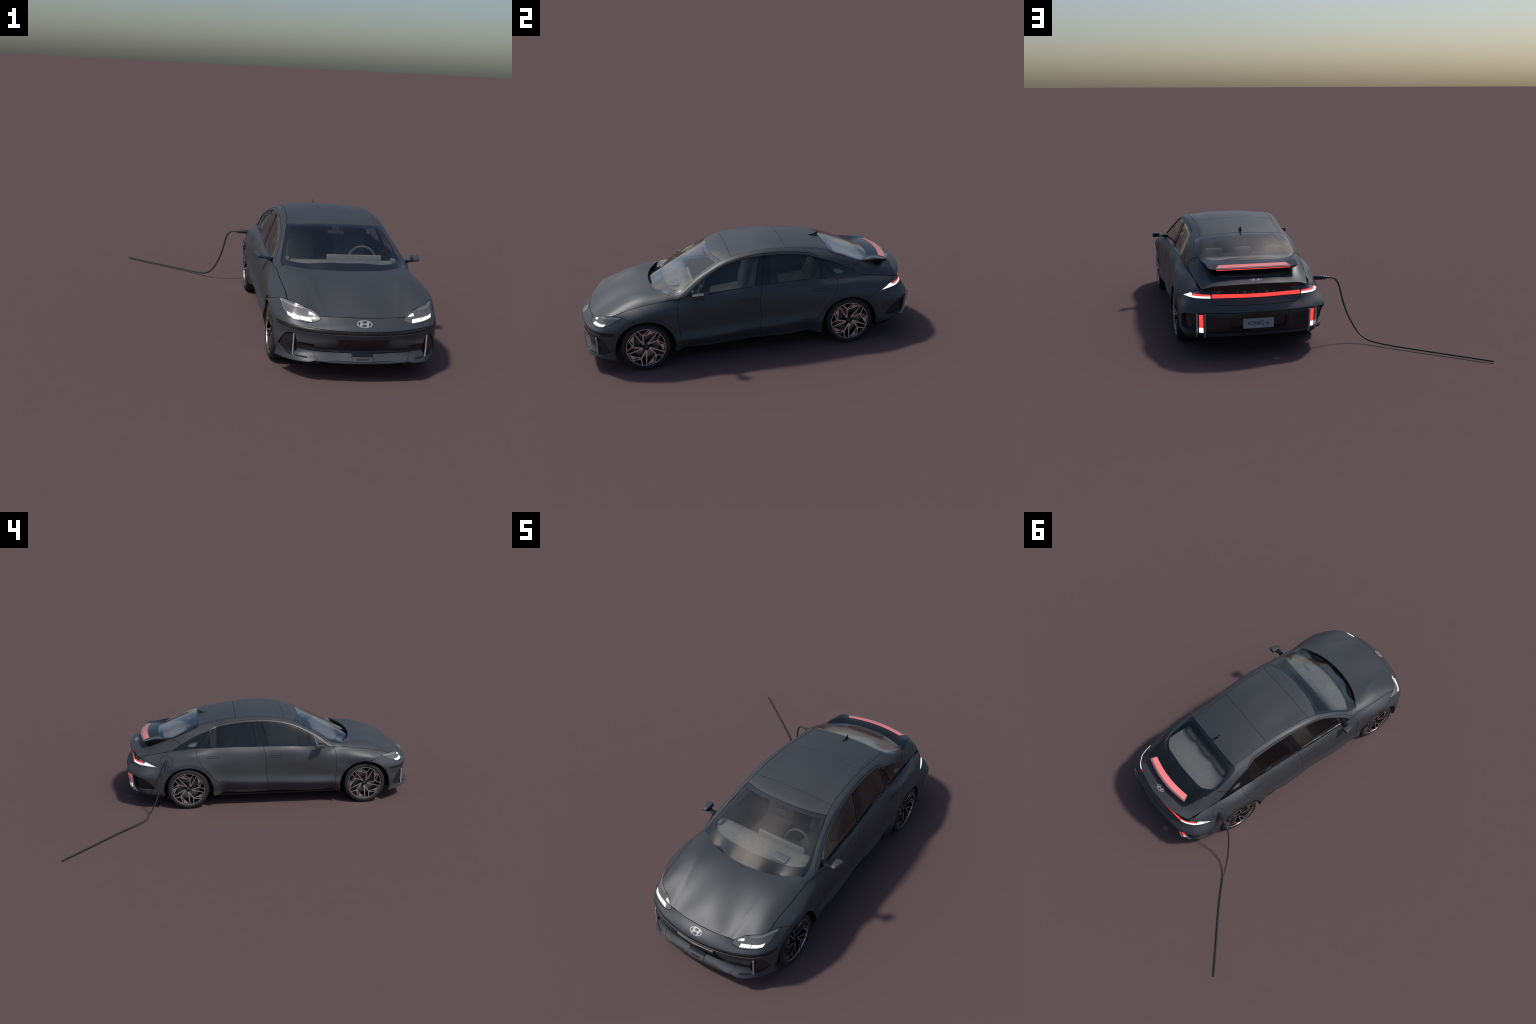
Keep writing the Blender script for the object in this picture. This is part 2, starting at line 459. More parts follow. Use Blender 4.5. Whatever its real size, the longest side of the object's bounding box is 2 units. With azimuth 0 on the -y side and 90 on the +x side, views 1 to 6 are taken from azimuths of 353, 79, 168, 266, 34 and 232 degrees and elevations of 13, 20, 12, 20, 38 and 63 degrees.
CABLE = shader("cable_sheath", (.022, .024, .023), rough=.45)
PLUG = shader("plug_plastic", (.016, .017, .018), rough=.32)


# the brake lamp sits under a clear cover: seen flat-on it glows, at a glancing angle the grey cover shows
_t = BRAKE_LED.node_tree
_b = _t.nodes["Principled BSDF"]
_b.inputs["Base Color"].default_value = (.16, .13, .135, 1)
_lw = _t.nodes.new("ShaderNodeLayerWeight")
_lw.inputs["Blend"].default_value = .5
_mr = _t.nodes.new("ShaderNodeMapRange")
_mr.inputs["From Min"].default_value, _mr.inputs["From Max"].default_value = .35, .85
_mr.inputs["To Min"].default_value, _mr.inputs["To Max"].default_value = .85, .12
_t.links.new(_lw.outputs["Facing"], _mr.inputs["Value"])
_t.links.new(_mr.outputs["Result"], _b.inputs["Emission Strength"])


def dense(points, step=.006, smooth=True):
    """Spline (or polyline) through 2-D control points, resampled evenly."""
    P = np.array(points, float)
    if len(P) < 3:
        smooth = False
    if smooth:
        Q = spline(P)(np.linspace(0, 1, 40 * len(P)))
    else:
        Q = P
    d = np.r_[0, np.cumsum(np.linalg.norm(np.diff(Q, axis=0), axis=1))]
    n = max(2, int(round(d[-1] / step)) + 1)
    t = np.linspace(0, d[-1], n)
    return np.c_[np.interp(t, d, Q[:, 0]), np.interp(t, d, Q[:, 1])]


def chain(*runs):
    """Join runs of points into one closed loop without doubled points."""
    out = []
    for r in runs:
        for p in np.atleast_2d(r):
            if not out or np.linalg.norm(p - out[-1]) > 6e-4:
                out.append(np.asarray(p, float))
    while np.linalg.norm(out[0] - out[-1]) < 6e-4:
        out.pop()
    return np.array(out)


def area(loop):
    x, y = loop[:, 0], loop[:, 1]
    return .5 * (x * np.roll(y, -1) - y * np.roll(x, -1)).sum()


def shrink(loop, d):
    """Move a closed loop inward by d (outward for negative d)."""
    if abs(d) < 1e-9:
        return loop
    sgn = 1 if area(loop) > 0 else -1
    a = loop - np.roll(loop, 1, axis=0)
    b = np.roll(loop, -1, axis=0) - loop
    a /= np.linalg.norm(a, axis=1, keepdims=True)
    b /= np.linalg.norm(b, axis=1, keepdims=True)
    na, nb = np.c_[-a[:, 1], a[:, 0]] * sgn, np.c_[-b[:, 1], b[:, 0]] * sgn
    m = na + nb
    k = np.clip((m * na).sum(1), .5, None)[:, None]
    return loop + m / k * d


def inside(p, loop):
    x, y = p[:, 0][:, None], p[:, 1][:, None]
    x0, y0 = loop[:, 0][None], loop[:, 1][None]
    x1, y1 = np.roll(loop[:, 0], -1)[None], np.roll(loop[:, 1], -1)[None]
    cross = ((y0 > y) != (y1 > y)) & (x < (x1 - x0) * (y - y0) / (y1 - y0 + 1e-18) + x0)
    return cross.sum(1) % 2 == 1


def fill(loops, step):
    """Triangulate a region with holes, with an even grid of points inside."""
    lo, hi = loops[0].min(0), loops[0].max(0)
    gx, gy = np.meshgrid(np.arange(lo[0] + step * .5, hi[0], step), np.arange(lo[1] + step * .43, hi[1], step * .87))
    gx[1::2] += step * .5
    g = np.c_[gx.ravel(), gy.ravel()]
    keep = inside(g, loops[0])
    for h in loops[1:]:
        keep &= ~inside(g, h)
    g = g[keep]
    edge = np.vstack(loops)
    if len(g):
        near = np.empty(len(g), bool)
        for i in range(0, len(g), 2000):
            near[i:i + 2000] = (((g[i:i + 2000, None] - edge[None]) ** 2).sum(2).min(1)) < (step * .55) ** 2
        g = g[~near]
    pts = np.vstack([edge, g])
    edges, k = [], 0
    for l in loops:
        n = len(l)
        edges += [(k + i, k + (i + 1) % n) for i in range(n)]
        k += n
    v, _, f, ov, _, _ = delaunay_2d_cdt([Vector(p) for p in pts], edges, [], 0, 1e-7)
    v = np.array([tuple(p) for p in v])
    f = np.array([t for t in f if len(t) == 3])
    c = v[f].mean(1)
    keep = inside(c, loops[0])
    for h in loops[1:]:
        keep &= ~inside(c, h)
    f = f[keep]
    t = v[f]
    d1, d2 = t[:, 1] - t[:, 0], t[:, 2] - t[:, 0]
    cr = d1[:, 0] * d2[:, 1] - d1[:, 1] * d2[:, 0]
    f = f[np.abs(cr) > 1e-12]
    cr = cr[np.abs(cr) > 1e-12]
    f[cr < 0] = f[cr < 0][:, ::-1]
    return v, f


def new_object(name, mesh, parent=None, mats=()):
    ob = bpy.data.objects.new(name, mesh)
    for m in mats:
        mesh.materials.append(m)
    COLLECTION.objects.link(ob)
    if parent is not None:
        ob.parent = parent
        ob.matrix_parent_inverse = parent.matrix_world.inverted()
    return ob


def build_mesh(name, verts, faces, normals=None, index=None, smooth=True):
    """verts in car-local coordinates; normals is one normal per face corner or None."""
    me = bpy.data.meshes.new(name)
    v = np.asarray(verts, float) + [CX, 0, 0]
    me.from_pydata(v.tolist(), [], [list(map(int, f)) for f in faces])
    me.polygons.foreach_set("use_smooth", np.full(len(me.polygons), smooth))
    if index is not None:
        me.polygons.foreach_set("material_index", np.asarray(index, np.int32))
    me.update()
    if normals is not None:
        me.normals_split_custom_set([tuple(n) for n in normals])
    return me


def panel_data(chart, loops, depth=.006, step=.009, offset=0.0, gap=.0009):
    loops = [shrink(l, gap if i == 0 else -gap) for i, l in enumerate(loops)]
    q, f = fill(loops, step)
    p, n = chart.points(q), chart.normals(q)
    tri = p[f]
    fn = np.cross(tri[:, 1] - tri[:, 0], tri[:, 2] - tri[:, 0])
    if (fn * n[f[:, 0]]).sum() < 0:
        f = f[:, ::-1]
    p = p + n * offset
    N = len(p)
    back = p - n * depth
    count = {}
    for t in f:
        for i in range(3):
            a, b = int(t[i]), int(t[(i + 1) % 3])
            count[(a, b)] = 1
    rim = [(a, b) for a, b in count if (b, a) not in count]
    verts = np.vstack([p, back])
    faces = [tuple(t) for t in f]
    norms = [n[i] for t in f for i in t]
    for t in f:
        faces.append((t[2] + N, t[1] + N, t[0] + N))
        norms += [-n[t[2]], -n[t[1]], -n[t[0]]]
    for a, b in rim:
        faces.append((b, a, a + N, b + N))
        w = np.cross(p[b] - p[a], n[a])
        w /= np.linalg.norm(w) + 1e-15
        norms += [w] * 4
    return verts, faces, np.array(norms)


def mirrored(verts, faces, norms):
    v = np.array(verts, float) * [-1, 1, 1]
    fs, ns, k = [], [], 0
    for t in faces:
        fs.append(tuple(t)[::-1])
        if norms is not None:
            m = [norms[k + i] * [-1, 1, 1] for i in range(len(t))]
            ns += m[::-1]
        k += len(t)
    return v, fs, (np.array(ns) if norms is not None else None)


def panel(name, chart, loops, mat, parent, sides="both", **kw):
    """A sheet-metal, glass or trim piece cut from a body surface. sides: both | left | right | one (loops already span the middle)."""
    if not isinstance(loops, list):
        loops = [loops]
    d = panel_data(chart, loops, **kw)
    out = []
    if sides in ("both", "left", "one"):
        out.append(new_object(name, build_mesh(name, *d), parent[0] if isinstance(parent, list) else parent, [mat]))
    if sides in ("both", "right"):
        out.append(new_object(name, build_mesh(name, *mirrored(*d)), parent[-1] if isinstance(parent, list) else parent, [mat]))
    return out


def ribbon(chart, path, width=.0016, lift=.0005, closed=False, depth=.0012):
    """Thin raised strip along a path on a surface (dark lines standing in for panel gaps, mouldings)."""
    q = np.asarray(path, float)
    p, n = chart.points(q), chart.normals(q)
    t = np.gradient(p, axis=0)
    if closed:
        t = np.roll(p, -1, axis=0) - np.roll(p, 1, axis=0)
    t /= np.linalg.norm(t, axis=1, keepdims=True) + 1e-15
    b = np.cross(n, t)
    ring = [p + b * width / 2 - n * depth, p + b * width / 2 + n * lift, p - b * width / 2 + n * lift, p - b * width / 2 - n * depth]
    m = len(p)
    verts = np.vstack(ring)
    faces = []
    for k in range(3):
        for i in range(m if closed else m - 1):
            j = (i + 1) % m
            faces.append((k * m + i, (k + 1) * m + i, (k + 1) * m + j, k * m + j))
    return verts, faces, None


def add(name, data, mat, parent, sides="both", smooth=False):
    v, f, n = data
    out = []
    if sides in ("both", "left", "one"):
        out.append(new_object(name, build_mesh(name, v, f, n, smooth=smooth), parent[0] if isinstance(parent, list) else parent, [mat]))
    if sides in ("both", "right"):
        v2, f2, n2 = mirrored(v, f, n)
        out.append(new_object(name, build_mesh(name, v2, f2, n2, smooth=smooth), parent[-1] if isinstance(parent, list) else parent, [mat]))
    return out


def merge(*parts):
    V, F, k = [], [], 0
    for v, f, *_ in parts:
        V.append(np.asarray(v, float))
        F += [tuple(int(i) + k for i in t) for t in f]
        k += len(v)
    return np.vstack(V), F, None


def tube(path, radius, sides=12, cap=True):
    P = np.asarray(path, float)
    r = np.broadcast_to(np.asarray(radius, float), (len(P),))
    t = np.gradient(P, axis=0)
    t /= np.linalg.norm(t, axis=1, keepdims=True) + 1e-15
    u = np.cross(t[0], [0, 0, 1.0])
    if np.linalg.norm(u) < 1e-3:
        u = np.cross(t[0], [1.0, 0, 0])
    u /= np.linalg.norm(u)
    V, F = [], []
    a = np.linspace(0, 2 * math.pi, sides, endpoint=False)
    for i in range(len(P)):
        u = u - t[i] * (u @ t[i])
        u /= np.linalg.norm(u)
        w = np.cross(t[i], u)
        V += [P[i] + r[i] * (math.cos(x) * u + math.sin(x) * w) for x in a]
    for i in range(len(P) - 1):
        for k in range(sides):
            l = (k + 1) % sides
            F.append((i * sides + k, i * sides + l, (i + 1) * sides + l, (i + 1) * sides + k))
    if cap:
        F.append(tuple(range(sides))[::-1])
        F.append(tuple(range((len(P) - 1) * sides, len(P) * sides)))
    return np.array(V), F, None


def block(lo, hi, round_=.004, segments=3, tilt=None, taper=None):
    """Rounded box between two corners; tilt = (axis, degrees), taper = top scale in X and y."""
    bm = bmesh.new()
    lo, hi = np.array(lo, float), np.array(hi, float)
    bmesh.ops.create_cube(bm, size=1)
    s = hi - lo
    for v in bm.verts:
        v.co = Vector((v.co.x * s[0], v.co.y * s[1], v.co.z * s[2]))
        if taper and v.co.z > 0:
            v.co.x *= taper[0]
            v.co.y *= taper[1]
    if round_:
        bmesh.ops.bevel(bm, geom=bm.edges[:], offset=min(round_, .49 * s.min()), segments=segments, profile=.5, affect="EDGES")
    if tilt:
        bmesh.ops.rotate(bm, verts=bm.verts, matrix=Matrix.Rotation(math.radians(tilt[1]), 3, tilt[0]))
    c = (lo + hi) / 2
    bm.verts.index_update()
    V = np.array([tuple(v.co) for v in bm.verts]) + c
    F = [tuple(v.index for v in f.verts) for f in bm.faces]
    bm.free()
    return V, F, None


def lathe(profile, turns=64, axis="x"):
    """Revolve (along, radius) points about the X axis."""
    P = np.array(profile, float)
    a = np.linspace(0, 2 * math.pi, turns, endpoint=False)
    V = np.array([(p[0], p[1] * math.cos(x), p[1] * math.sin(x)) for x in a for p in P])
    n = len(P)
    F = []
    for k in range(turns):
        l = (k + 1) % turns
        for i in range(n - 1):
            F.append((k * n + i, k * n + i + 1, l * n + i + 1, l * n + i))
    return V, F, None


def smooth_by_angle(ob, degrees=35):
    me = ob.data
    bm = bmesh.new()
    bm.from_mesh(me)
    bmesh.ops.recalc_face_normals(bm, faces=bm.faces[:])
    for f in bm.faces:
        f.smooth = True
    lim = math.radians(degrees)
    for e in bm.edges:
        e.smooth = len(e.link_faces) == 2 and e.calc_face_angle(0) < lim
    bm.to_mesh(me)
    bm.free()
    return ob


def grid_surface(rows):
    """Quad sheet through a grid of points (list of equally long rows)."""
    R = np.array(rows, float)
    h, w = R.shape[:2]
    F = [(i * w + j, i * w + j + 1, (i + 1) * w + j + 1, (i + 1) * w + j) for i in range(h - 1) for j in range(w - 1)]
    return R.reshape(-1, 3), F, None


def lettering(name, text, size, place, mat, parent, depth=.0006, spacing=1.0):
    """Text solid; place(u, v, w) maps flat letter coordinates (centred) to car-local points."""
    cu = bpy.data.curves.new(name, "FONT")
    cu.body = text
    cu.size = size
    cu.space_character = spacing
    cu.align_x, cu.align_y = "CENTER", "CENTER"
    cu.extrude = depth
    cu.resolution_u = 4
    tmp = bpy.data.objects.new(name, cu)
    COLLECTION.objects.link(tmp)
    bpy.context.view_layer.update()
    me = bpy.data.meshes.new_from_object(tmp.evaluated_get(bpy.context.evaluated_depsgraph_get()))
    bpy.data.objects.remove(tmp)
    bpy.data.curves.remove(cu)
    co = np.array([tuple(v.co) for v in me.vertices])
    new = np.array([place(*c) for c in co]) + [CX, 0, 0]
    me.vertices.foreach_set("co", new.ravel())
    me.name = name
    me.materials.clear()
    me.update()
    ob = new_object(name, me, parent, [mat])
    for p in me.polygons:
        p.use_smooth = False
    return ob


# ------------------------------------------------------------------ the things
def thing(name, where, label, category):
    e = bpy.data.objects.new(name, None)
    e.location = where
    e.empty_display_size = .1
    COLLECTION.objects.link(e)
    e["label"], e["category"] = label, category
    bpy.context.view_layer.update()
    return e


car = thing("electric_sedan", (CX, -.14, 0), "matte dark grey streamlined electric sedan with lit lamps", "car")

# ---- outlines in the flat coordinates of each surface
side, front, rear = wall.side, wall.front, wall.rear


def on(chart, pts):
    return chart.flat(np.array(pts, float))[0]


def sy(pts):
    return np.array([side(*p) for p in pts])


def fx(pts):
    return np.array([front(*p) for p in pts])


def rx(pts):
    return np.array([rear(*p) for p in pts])


def gy(pts):
    return np.array([glass.yz(*p) for p in pts])


def gx(pts):
    return np.array([glass.xy(*p) for p in pts])


def both(half, kind):
    """Closed loop from its +X half, which starts and ends on the middle plane."""
    m = half[::-1].copy()
    if kind == "front":
        m[:, 0] *= -1
    elif kind == "rear":
        m[:, 0] = 2 * S_END - m[:, 0]
    elif kind == "drum":
        m[:, 1] *= -1
    else:
        m[:, 0] *= -1
    return chain(half, m)


def arch(center, radius, a0, a1, n=60):
    a = np.radians(np.linspace(a0, a1, n))
    return sy([(center[0] + radius * math.cos(x), center[1] + radius * math.sin(x)) for x in a])


def angle_on(center, radius, y=None, z=None, right=True):
    if z is not None:
        s = math.degrees(math.asin(max(-1, min(1, (z - center[1]) / radius))))
        return s if right else 180 - s
    return math.degrees(math.acos(max(-1, min(1, (y - center[0]) / radius))))


# front lamp
lamp_top = dense(on(wall, lamp_edge_top))
lamp_low = dense(on(wall, lamp_edge_top[-1:] + lamp_edge_low[::-1] + lamp_edge_top[:1]))
hood_lamp = [(x, y) for x, y, z in lamp_edge_top[1:9]]

nose_edge = dense(on(wall, nose_seam))
fender_top = dense(on(wall, fender_seam))                       # from the door forward to the lamp
bumper_seam = dense(sy([(-.7956, .2860), (-.7581, .2720), (-.735, .2642), (-.722, .2590)]))
a_seam = angle_on(FRONT_ARCH, FRONT_R, y=-.722)
a_front_low = 180 + math.degrees(math.asin((FRONT_ARCH[1] - .0695) / FRONT_R))
a_front_back = -math.degrees(math.asin((FRONT_ARCH[1] - .0945) / FRONT_R))
front_arch_fore = arch(FRONT_ARCH, FRONT_R, a_seam, a_front_low)
front_arch_aft = arch(FRONT_ARCH, FRONT_R, a_front_back, a_seam)
lip_edge = dense(np.vstack([sy([(-.842, .0695)]), fx([(.311, .071), (.29, .0735), (.25, .079), (.2066, .0835)])]))
lip_inner = dense(np.vstack([fx([(.2066, .0835), (.1816, .0905), (.168, .0875)])]), smooth=False)
lip_mid = dense(fx([(.168, .0875), (.1, .082), (.05, .081), (0, .0805)]))
bumper_half = chain(nose_edge, lamp_top[:3][::-1], lamp_low[::-1], bumper_seam, front_arch_fore, lip_edge, lip_inner, lip_mid)
strip_top = dense(fx([(0, .2105), (.1, .2107), (.1913, .2130), (.2595, .2148), (.3051, .2160), (.3245, .2145)]))
strip_low = dense(fx([(.3245, .2145), (.3225, .2072), (.3167, .2028), (.2869, .2010), (.2585, .1976), (.19, .194), (.1, .1945), (0, .1955)]))
strip_half = chain(strip_top, strip_low)
mouth_half = chain(dense(fx([(0, .1338), (.09, .1344), (.1856, .1380)]), smooth=False), dense(fx([(.1882, .1455), (.2477, .1497)]), smooth=False),
                   dense(fx([(.2477, .1497), (.2534, .163), (.2582, .1796)])), dense(fx([(.2651, .1825), (.284, .1806), (.2974, .1646), (.3086, .1408), (.3137, .1215)])),
                   dense(fx([(.3137, .1215), (.309, .1157), (.2996, .107), (.2846, .0971), (.2623, .0944)])), dense(fx([(.2623, .0944), (.2552, .108), (.2462, .1237)])),
                   dense(fx([(.2462, .1237), (.187, .1211), (.08, .1173), (0, .117)]), smooth=False))

front_bumper = panel("front_bumper", wall, [both(bumper_half, "front"), both(strip_half, "front"), both(mouth_half, "front")], PAINT, car, "one", depth=.012, step=.008)[0]
front_strip = panel("sensor_strip", wall, both(strip_half, "front"), BLACK, car, "one", depth=.004, offset=-.0022, gap=.0002)[0]
for sx in (0, .0605, -.0605, .167, -.167, .318, -.318):
    c = np.array(front(abs(sx), .2035 if abs(sx) < .3 else .2088)) * [1 if sx >= 0 else -1, 1]
    a = np.linspace(0, 2 * math.pi, 20, endpoint=False)
    panel("parking_sensor", wall, np.c_[c[0] + .0024 * np.cos(a), c[1] + .0024 * np.sin(a)], TRIM, front_strip, "one", depth=.002, offset=-.0008, step=.002, gap=0)
# the black filling of the mouth, set back, and the smooth outer air-curtain covers
panel("lower_grille", wall, both(chain(dense(fx([(0, .140), (.18, .150), (.2475, .156), (.257, .183), (.268, .183)]), smooth=False), dense(fx([(.268, .092), (.25, .095), (.24, .112), (.1, .110), (0, .108)]), smooth=False)), "front"),
      DARK, car, "one", depth=.02, offset=-.009, gap=0)
panel("air_curtain_cover", wall, chain(dense(fx([(.2655, .1822), (.284, .1806), (.2974, .1646), (.3086, .1408), (.3137, .1215)])),
      dense(fx([(.3137, .1215), (.309, .1157), (.2996, .107), (.2846, .0971), (.2655, .0946)]))), BLACK, car, depth=.006, offset=-.005, gap=.0015)
mouth_bar = panel("grille_bar", wall, both(chain(dense(fx([(0, .1335), (.09, .1342), (.185, .1375), (.245, .146)]), smooth=False), dense(fx([(.245, .1255), (.187, .1225), (.08, .119), (0, .1185)]), smooth=False)), "front"),
      BLACK, car, "one", depth=.006, offset=-.004, gap=0)
add("chrome_blade", block((.2605, -.9365, .0945), (.2645, -.9300, .1812), .0012, 2), CHROME, car)
panel("plate_holder", wall, both(chain(fx([(0, .1815), (.094, .182)]), fx([(.0965, .133), (0, .1325)])), "front"), BLACK, car, "one", depth=.016, offset=.007, gap=0, step=.012)
panel("radar_cover", wall, both(chain(fx([(0, .133), (.0405, .133)]), fx([(.0405, .1055), (0, .1055)])), "front"), GLOSS, car, "one", depth=.006, offset=.0015, gap=.0004)
radar_lip = panel("radar_lip", wall, both(chain(fx([(0, .1052), (.0405, .1052)]), fx([(.0405, .0905), (0, .0905)])), "front"), PAINT, car, "one", depth=.004, offset=.0012, gap=.0006)[0]
for k in range(6):
    s0 = -.0245 + k * .0084
    panel("pixel_tile", wall, np.array([(s0, .0955), (s0 + .006, .0955), (s0 + .006, .1005), (s0, .1005)]), DARK, radar_lip, "one", depth=.001, offset=.0016, gap=0, step=.004)  # raised dark tiles standing in for slots, nothing is cut
lip_seam = dense(np.vstack([fx([(.187, .1205), (.1845, .1051), (.178, .0962), (.1010, .0915), (.043, .0903)])]), .004)
fog_dark_plate = chain(dense(fx([(.2545, .0985), (.2146, .1002), (.2092, .0945), (.2531, .0945)]), smooth=False))
add("bumper_dark_strip", merge(ribbon(wall, lip_seam), ribbon(wall, dense(fx([(.0412, .119), (.0418, .0905)]), .004))), DARK, front_bumper)  # dark strips laid on the bumper in place of open seams
panel("fog_dark_plate", wall, fog_dark_plate, DARK, front_bumper, depth=.001, offset=.0012, gap=0)  # thin dark plate on the surface standing in for a slit

# head lamps
lamps = panel("headlamp", wall, chain(lamp_top, lamp_low), LENS, car, depth=.010, step=.006)


def pixels(chart, corners, nu, nv, fill_=.86, offset=.0008, depth=.0012):
    """Rows of little square tiles between four corners given in flat coordinates."""
    c = np.array(corners, float)
    parts = []
    for i in range(nu):
        for j in range(nv):
            q = []
            for a, b in ((0, 0), (1, 0), (1, 1), (0, 1)):
                u = (i + .5 + (a - .5) * fill_) / nu
                v = (j + .5 + (b - .5) * fill_) / nv
                q.append((c[0] * (1 - u) + c[1] * u) * (1 - v) + (c[3] * (1 - u) + c[2] * u) * v)
            q = np.array(q)
            p, n = chart.points(q), chart.normals(q)
            top, low = p + n * offset, p + n * (offset - depth)
            f = [(0, 1, 2, 3), (7, 6, 5, 4), (0, 4, 5, 1), (1, 5, 6, 2), (2, 6, 7, 3), (3, 7, 4, 0)]
            parts.append((np.vstack([top, low]), f))
    return merge(*parts)


led = merge(pixels(wall, on(wall, [(.1972, -.9412, .2306), (.2405, -.9228, .2342), (.2402, -.9130, .2458), (.1992, -.9286, .2424)]), 6, 2, .84),
            pixels(wall, on(wall, [(.2432, -.9222, .2345), (.2840, -.8935, .2425), (.2862, -.8800, .2535), (.2428, -.9122, .2462)]), 6, 2, .84))
for o in add("headlamp_led", led, WHITE_LED, lamps):
    o["kind"] = "stuff"
panel("daytime_lamp", wall, chain(on(wall, [(.1822, -.9272, .2522), (.2070, -.9180, .2535), (.2058, -.9118, .2630), (.1935, -.9185, .2598)])), WHITE_LED, lamps, depth=.001, offset=.0006, gap=0, step=.006)
panel("lamp_reflector", wall, chain(dense(on(wall, [(.2200, -.895, .2745), (.2420, -.873, .2805), (.2660, -.848, .2845), (.2850, -.822, .2855), (.2985, -.803, .2845)])),
      dense(on(wall, [(.2990, -.815, .2790), (.2850, -.836, .2795), (.2600, -.862, .2765), (.2400, -.884, .2735), (.2250, -.894, .2712)]))), LENS_BAR, lamps, depth=.001, offset=.0005, gap=0, step=.006)

# hood
hood_corner = [(.2785, -.850), (.280, -.84), (.2815, -.81), (.2825, -.78), (.286, -.74), (.289, -.693), (.290, -.645), (.2902, -.6), (.2903, -.5834)]
hood_rear = [(.2672, -.5587), (.25, -.566), (.225, -.583), (.2, -.597), (.15, -.6185), (.1, -.631), (.05, -.638), (0, -.640)]
hood_half = chain(dense([(x, y) for x, y, z in nose_seam]), dense(hood_lamp), dense(hood_corner), dense([(.2903, -.5834), (.2815, -.5735), (.2672, -.5587)]), dense(hood_rear))
panel("hood", hood, both(hood_half, "sheet"), PAINT, car, "one", depth=.010, step=.009)

# fenders, doors, quarters, sills
door_front = dense(sy([(-.5143, .3419), (-.522, .3256), (-.5266, .3014), (-.5294, .2795), (-.528, .229), (-.5237, .1485), (-.5158, .0970)]))
door_middle = dense(sy([(-.098, .3608), (-.104, .3428), (-.1114, .3074), (-.1156, .2564), (-.1126, .2014), (-.118, .175), (-.1229, .1543), (-.118, .130), (-.1125, .1058)]))
door_rear = dense(sy([(.2885, .3557), (.2932, .3385), (.2907, .3220), (.2776, .2923), (.2329, .2303), (.1826, .174), (.1603, .1514), (.1401, .1310), (.12, .1165), (.098, .1085)]))
belt = dense(on(wall, belt_line))
k_mid = int(np.argmin(np.abs(belt[:, 0] - door_middle[0, 0])))
k_rear = int(np.argmin(np.abs(belt[:, 0] - door_rear[0, 0])))
sill_front = sy([(-.5158, .0970), (-.4027, .0985), (-.25, .1022), (-.1125, .1058)])
sill_rear = sy([(-.1125, .1058), (0, .1078), (.098, .1085)])
fender = panel("fender", wall, chain(fender_top, dense(on(wall, lamp_edge_top[8:])), bumper_seam, front_arch_aft[::-1], dense(sy([(-.5158, .0970)])), door_front[::-1]),
               PAINT, car, depth=.008)
front_door = panel("front_door", wall, chain(door_front, dense(sill_front), door_middle[::-1], belt[:k_mid + 1][::-1], on(wall, [(.298, -.495, .3475)])), PAINT, car, depth=.008)
rear_door = panel("rear_door", wall, chain(door_middle, dense(sill_rear), door_rear[::-1], belt[k_mid:k_rear + 1][::-1]), PAINT, car, depth=.008)
tail_tip = (.5060, .2570)
quarter_seam_low = dense(sy([tail_tip, (.478, .2475), (.4545, .2365), (.4385, .2230)]))
a_rear_seam = angle_on(REAR_ARCH, REAR_R, y=.4370)
a_rear_low = -math.degrees(math.asin((REAR_ARCH[1] - .0862) / REAR_R))
a_rear_fore = 180 + math.degrees(math.asin((REAR_ARCH[1] - .1000) / REAR_R))
lid_edge = dense(on(wall, lid_seam))
tail_top = dense(on(wall, [(.2375, .624, .3018), (.2500, .612, .2955), (.2660, .597, .2880), (.2790, .578, .2805), (.2935, .5545, .2710), (.3030, .532, .2640), (.3115, .506, .2570)]))
quarter = panel("quarter_panel", wall, chain(door_rear, dense(sy([(.098, .1085), (.2000, .1000)])), arch(REAR_ARCH, REAR_R, a_rear_fore, a_rear_seam), quarter_seam_low[::-1], tail_top[::-1], lid_edge[::-1], belt[k_rear:][::-1]),
                PAINT, car, depth=.008)
sill_top = dense(sy([(-.5515, .0940), (-.5158, .0955), (-.4027, .0970), (-.25, .1007), (-.1125, .1043), (0, .1063), (.098, .1070), (.2000, .0990)]))
sill_low = dense(sy([(.1990, .0735), (.185, .0736), (.141, .0765), (.09, .0825), (.0402, .0850), (-.111, .0850), (-.25, .0840), (-.4033, .0825), (-.4575, .0810), (-.5164, .0738), (-.5515, .0715)]))
panel("sill", wall, chain(sill_top, sill_low), TRIM, car, depth=.020)
add("sill_board", merge(grid_surface([[(.299, y, .083) for y in np.linspace(-.50, .15, 8)], [(.290, y, .068) for y in np.linspace(-.50, .15, 8)], [(.24, y, .062) for y in np.linspace(-.50, .15, 8)]])), BLACK, car)
for dr, y0, y1, z0, z1 in ((front_door, -.2030, -.1310, .2985, .3105), (rear_door, .1605, .2330, .3030, .3145)):
    r = .0035
    c = [(y0 + r, z0), (y1 - r, z0 + .0012), (y1, z0 + r), (y1, z1 - r), (y1 - r, z1), (y0 + r, z1 - .0012), (y0, z1 - r), (y0, z0 + r)]
    loop = chain(sy(c))
    hs = panel("door_handle", wall, loop, PAINT, dr, depth=.002, offset=.0010, gap=.0012, step=.006)
    add("handle_dark_strip", ribbon(wall, loop, .0016, .0004, True), DARK, hs)  # dark strip round the handle imitates its gap

